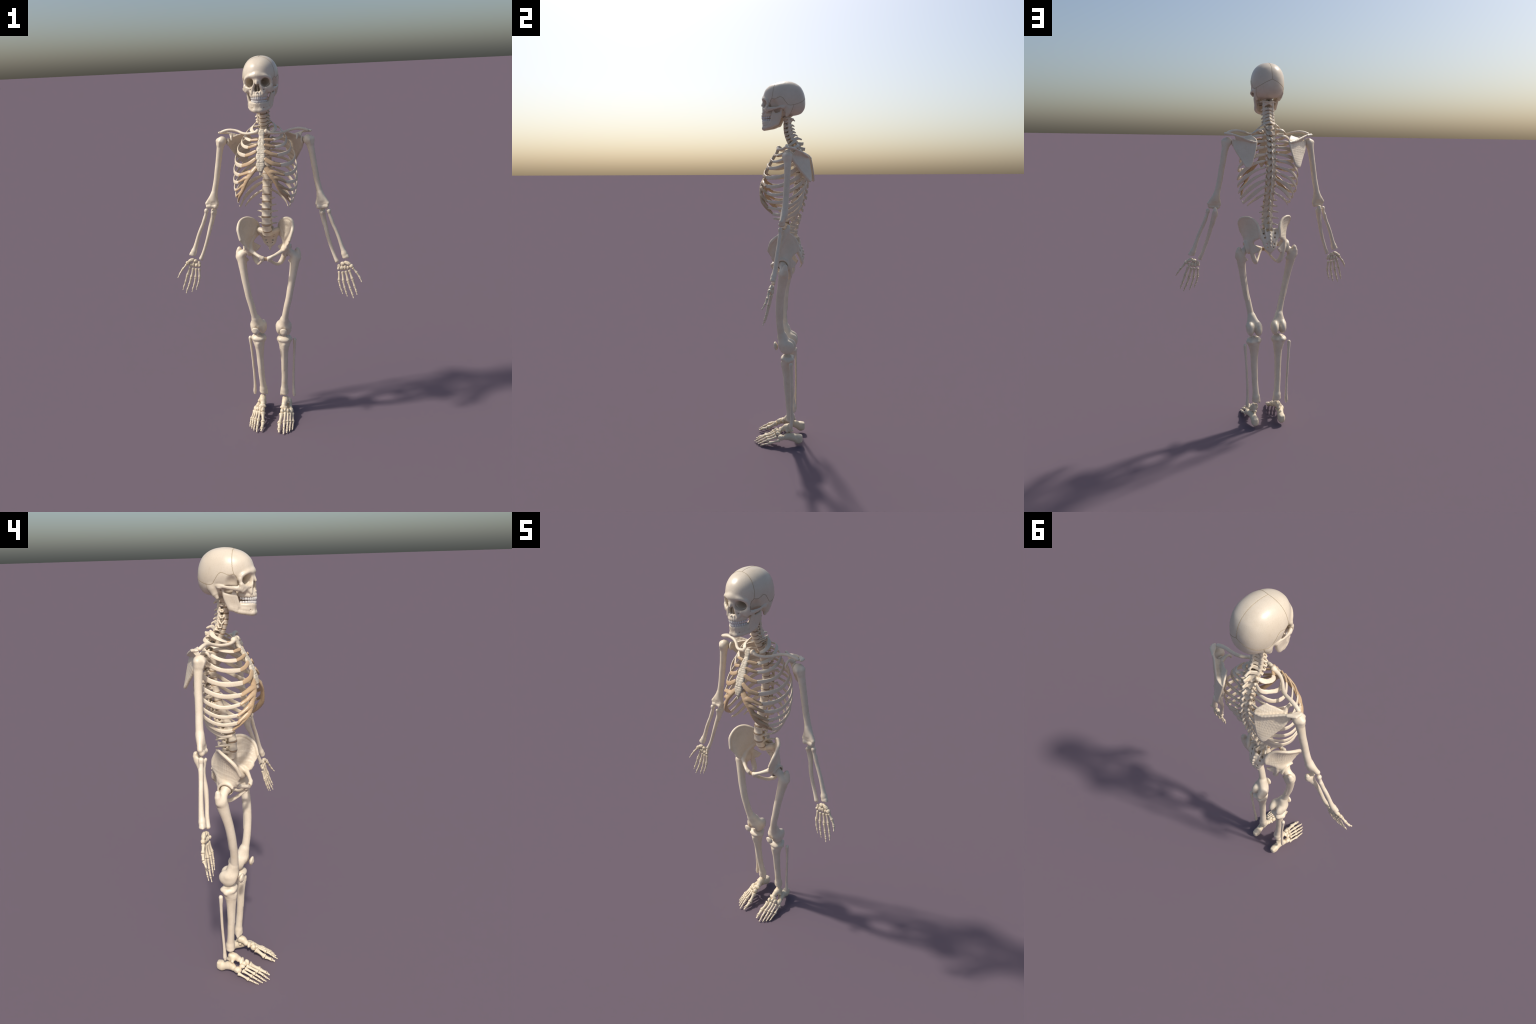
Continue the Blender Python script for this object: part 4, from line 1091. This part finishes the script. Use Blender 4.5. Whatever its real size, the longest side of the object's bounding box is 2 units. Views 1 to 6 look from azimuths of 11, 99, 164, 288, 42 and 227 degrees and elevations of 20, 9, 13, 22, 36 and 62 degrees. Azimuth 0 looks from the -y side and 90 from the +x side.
def build_femur():
    s = solid((.015, -.040, .525), (.188, .090, 1.075), .0014)
    s.ball((.1010, .0085, 1.0390), .0255, 0)
    s.chain([(.106, .009, 1.036), (.120, .012, 1.026), (.136, .015, 1.012), (.150, .017, .992)], [.0205, .0190, .0205, .0225], .006, 12)
    s.chain([(.1465, .017, .998), (.1415, .015, .974), (.1385, .010, .950), (.134, .004, .920), (.127, -.004, .875), (.120, -.008, .835), (.115, -.010, .807), (.111, -.011, .782), (.106, -.011, .758), (.099, -.011, .731), (.092, -.009, .696), (.084, -.004, .655), (.078, .003, .625)],
            [.0262, .0272, .0250, .0226, .0208, .0199, .0195, .0191, .0189, .0187, .0188, .0196, .0212], .006, 30, flat=((1, 0, .15), 1.10))
    # the two trochanters and the crest between
    s.chain([(.1560, .027, 1.035), (.1600, .026, 1.018), (.1610, .022, .995)], [.0125, .0150, .0150], .008)
    s.cone((.1545, .029, 1.038), (.156, .029, 1.044), .0080, .0050, .005)
    s.cone((.124, .022, .976), (.1135, .025, .975), .0130, .0070, .008)
    s.chain([(.150, .034, 1.020), (.132, .033, .995), (.118, .027, .978)], [.0070, .0060, .0060], .006)
    s.chain([(.137, .024, .930), (.125, .014, .870), (.113, .009, .800), (.103, .008, .740)], [.0040, .0038, .0036, .003], .006, 12)
    # knuckles of the knee
    s.ball((.0930, .029, .5765), (.0220, .0425, .0400), .012)
    s.ball((.0480, .036, .5735), (.0220, .0400, .0400), .012)
    s.ball((.0745, .002, .592), (.0330, .0200, .0280), .012)
    s.chain([(.080, .000, .636), (.076, .006, .602)], [.0195, .0260], .012)
    s.plate((.079, .006, .640), (.0985, .024, .592), (.0455, .032, .589), .0190, .0165, .0165, .012)
    s.chain([(.0715, .080, .595), (.0710, .070, .560), (.0710, .050, .530)], [.0070, .0090, .0090], .008, 10, True)
    s.ball((.0745, -.026, .580), (.012, .008, .022), .008, True)
    s.soften(1)
    both_sides('femur', *s.mesh(), BONE)
    # knee cap
    s = solid((.050, -.055, .540), (.106, -.015, .612), .0012)
    s.ball((.0780, -.0350, .5800), (.0210, .0092, .0215), 0, rot=[V(1, 0, 0), unit(V(0, 1, .22)), unit(V(0, -.22, 1))])
    s.cone((.0780, -.0335, .5735), (.0775, -.0305, .5585), .0110, .0060, .010)
    s.soften(1)
    both_sides('kneecap', *s.mesh(), BONE)

def build_lower_leg():
    s = solid((.020, -.025, .105), (.128, .085, .540), .0014)
    s.ball((.0900, .034, .5075), (.0215, .0360, .0165), 0)
    s.ball((.0545, .032, .5095), (.0205, .0350, .0165), .010)
    s.ball((.0730, .022, .5080), (.0300, .0280, .0150), .010)
    s.plate((.043, .030, .503), (.103, .034, .501), (.0735, .016, .466), .0140, .0140, .0170, .010)
    s.chain([(.073, .031, .500), (.072, .029, .475), (.070, .027, .445), (.070, .028, .410), (.070, .029, .385), (.070, .030, .350), (.069, .031, .324), (.068, .033, .300), (.068, .035, .277), (.067, .037, .250), (.065, .040, .218), (.0635, .043, .190), (.062, .046, .165)],
            [.0335, .0308, .0258, .0218, .0203, .0193, .0187, .0182, .0179, .0176, .0176, .0184, .0204], .008, 30)
    # shin edge and its knob, ankle end
    s.chain([(.074, .004, .480), (.0735, .006, .462), (.071, .009, .430), (.068, .013, .380), (.066, .018, .310)], [.0105, .0085, .0055, .0040, .0030], .008, 14)
    s.cone((.0625, .046, .165), (.0635, .046, .145), .0205, .0225, .008)
    s.chain([(.050, .045, .150), (.0445, .044, .132), (.043, .044, .125)], [.0110, .0085, .0060], .008)
    s.block((.080, .046, .112), (.034, .05, .0215), .003, .004, True, rot=[unit(V(1, 0, .16)), V(0, 1, 0), unit(V(-.16, 0, 1))])
    s.ball((.092, .034, .533), (.017, .022, .013), .006, True)
    s.ball((.052, .034, .535), (.016, .022, .013), .006, True)
    s.cone((.072, .034, .512), (.072, .034, .5215), .005, .003, .004)
    s.soften(1)
    both_sides('tibia', *s.mesh(), BONE)
    s = solid((.098, .035, .098), (.145, .078, .512), .0012)
    s.chain([(.1275, .0545, .489), (.127, .055, .470), (.1255, .057, .440), (.1235, .0585, .400), (.122, .059, .375), (.120, .060, .338), (.119, .060, .305), (.117, .060, .272), (.116, .059, .235), (.115, .058, .187), (.1155, .0575, .155), (.117, .057, .133), (.1172, .0562, .118)],
            [.0098, .0092, .0074, .0068, .0067, .0066, .0066, .0066, .0066, .0070, .0084, .0098, .0076], .003, 30)
    s.cone((.128, .056, .488), (.128, .057, .494), .0072, .0050, .004)
    s.soften(1)
    both_sides('fibula', *s.mesh(), BONE)

build_clavicle()
build_scapula()
build_humerus()
build_forearm()
build_hands_and_feet()
build_hip()
build_sacrum()
build_femur()
build_lower_leg()
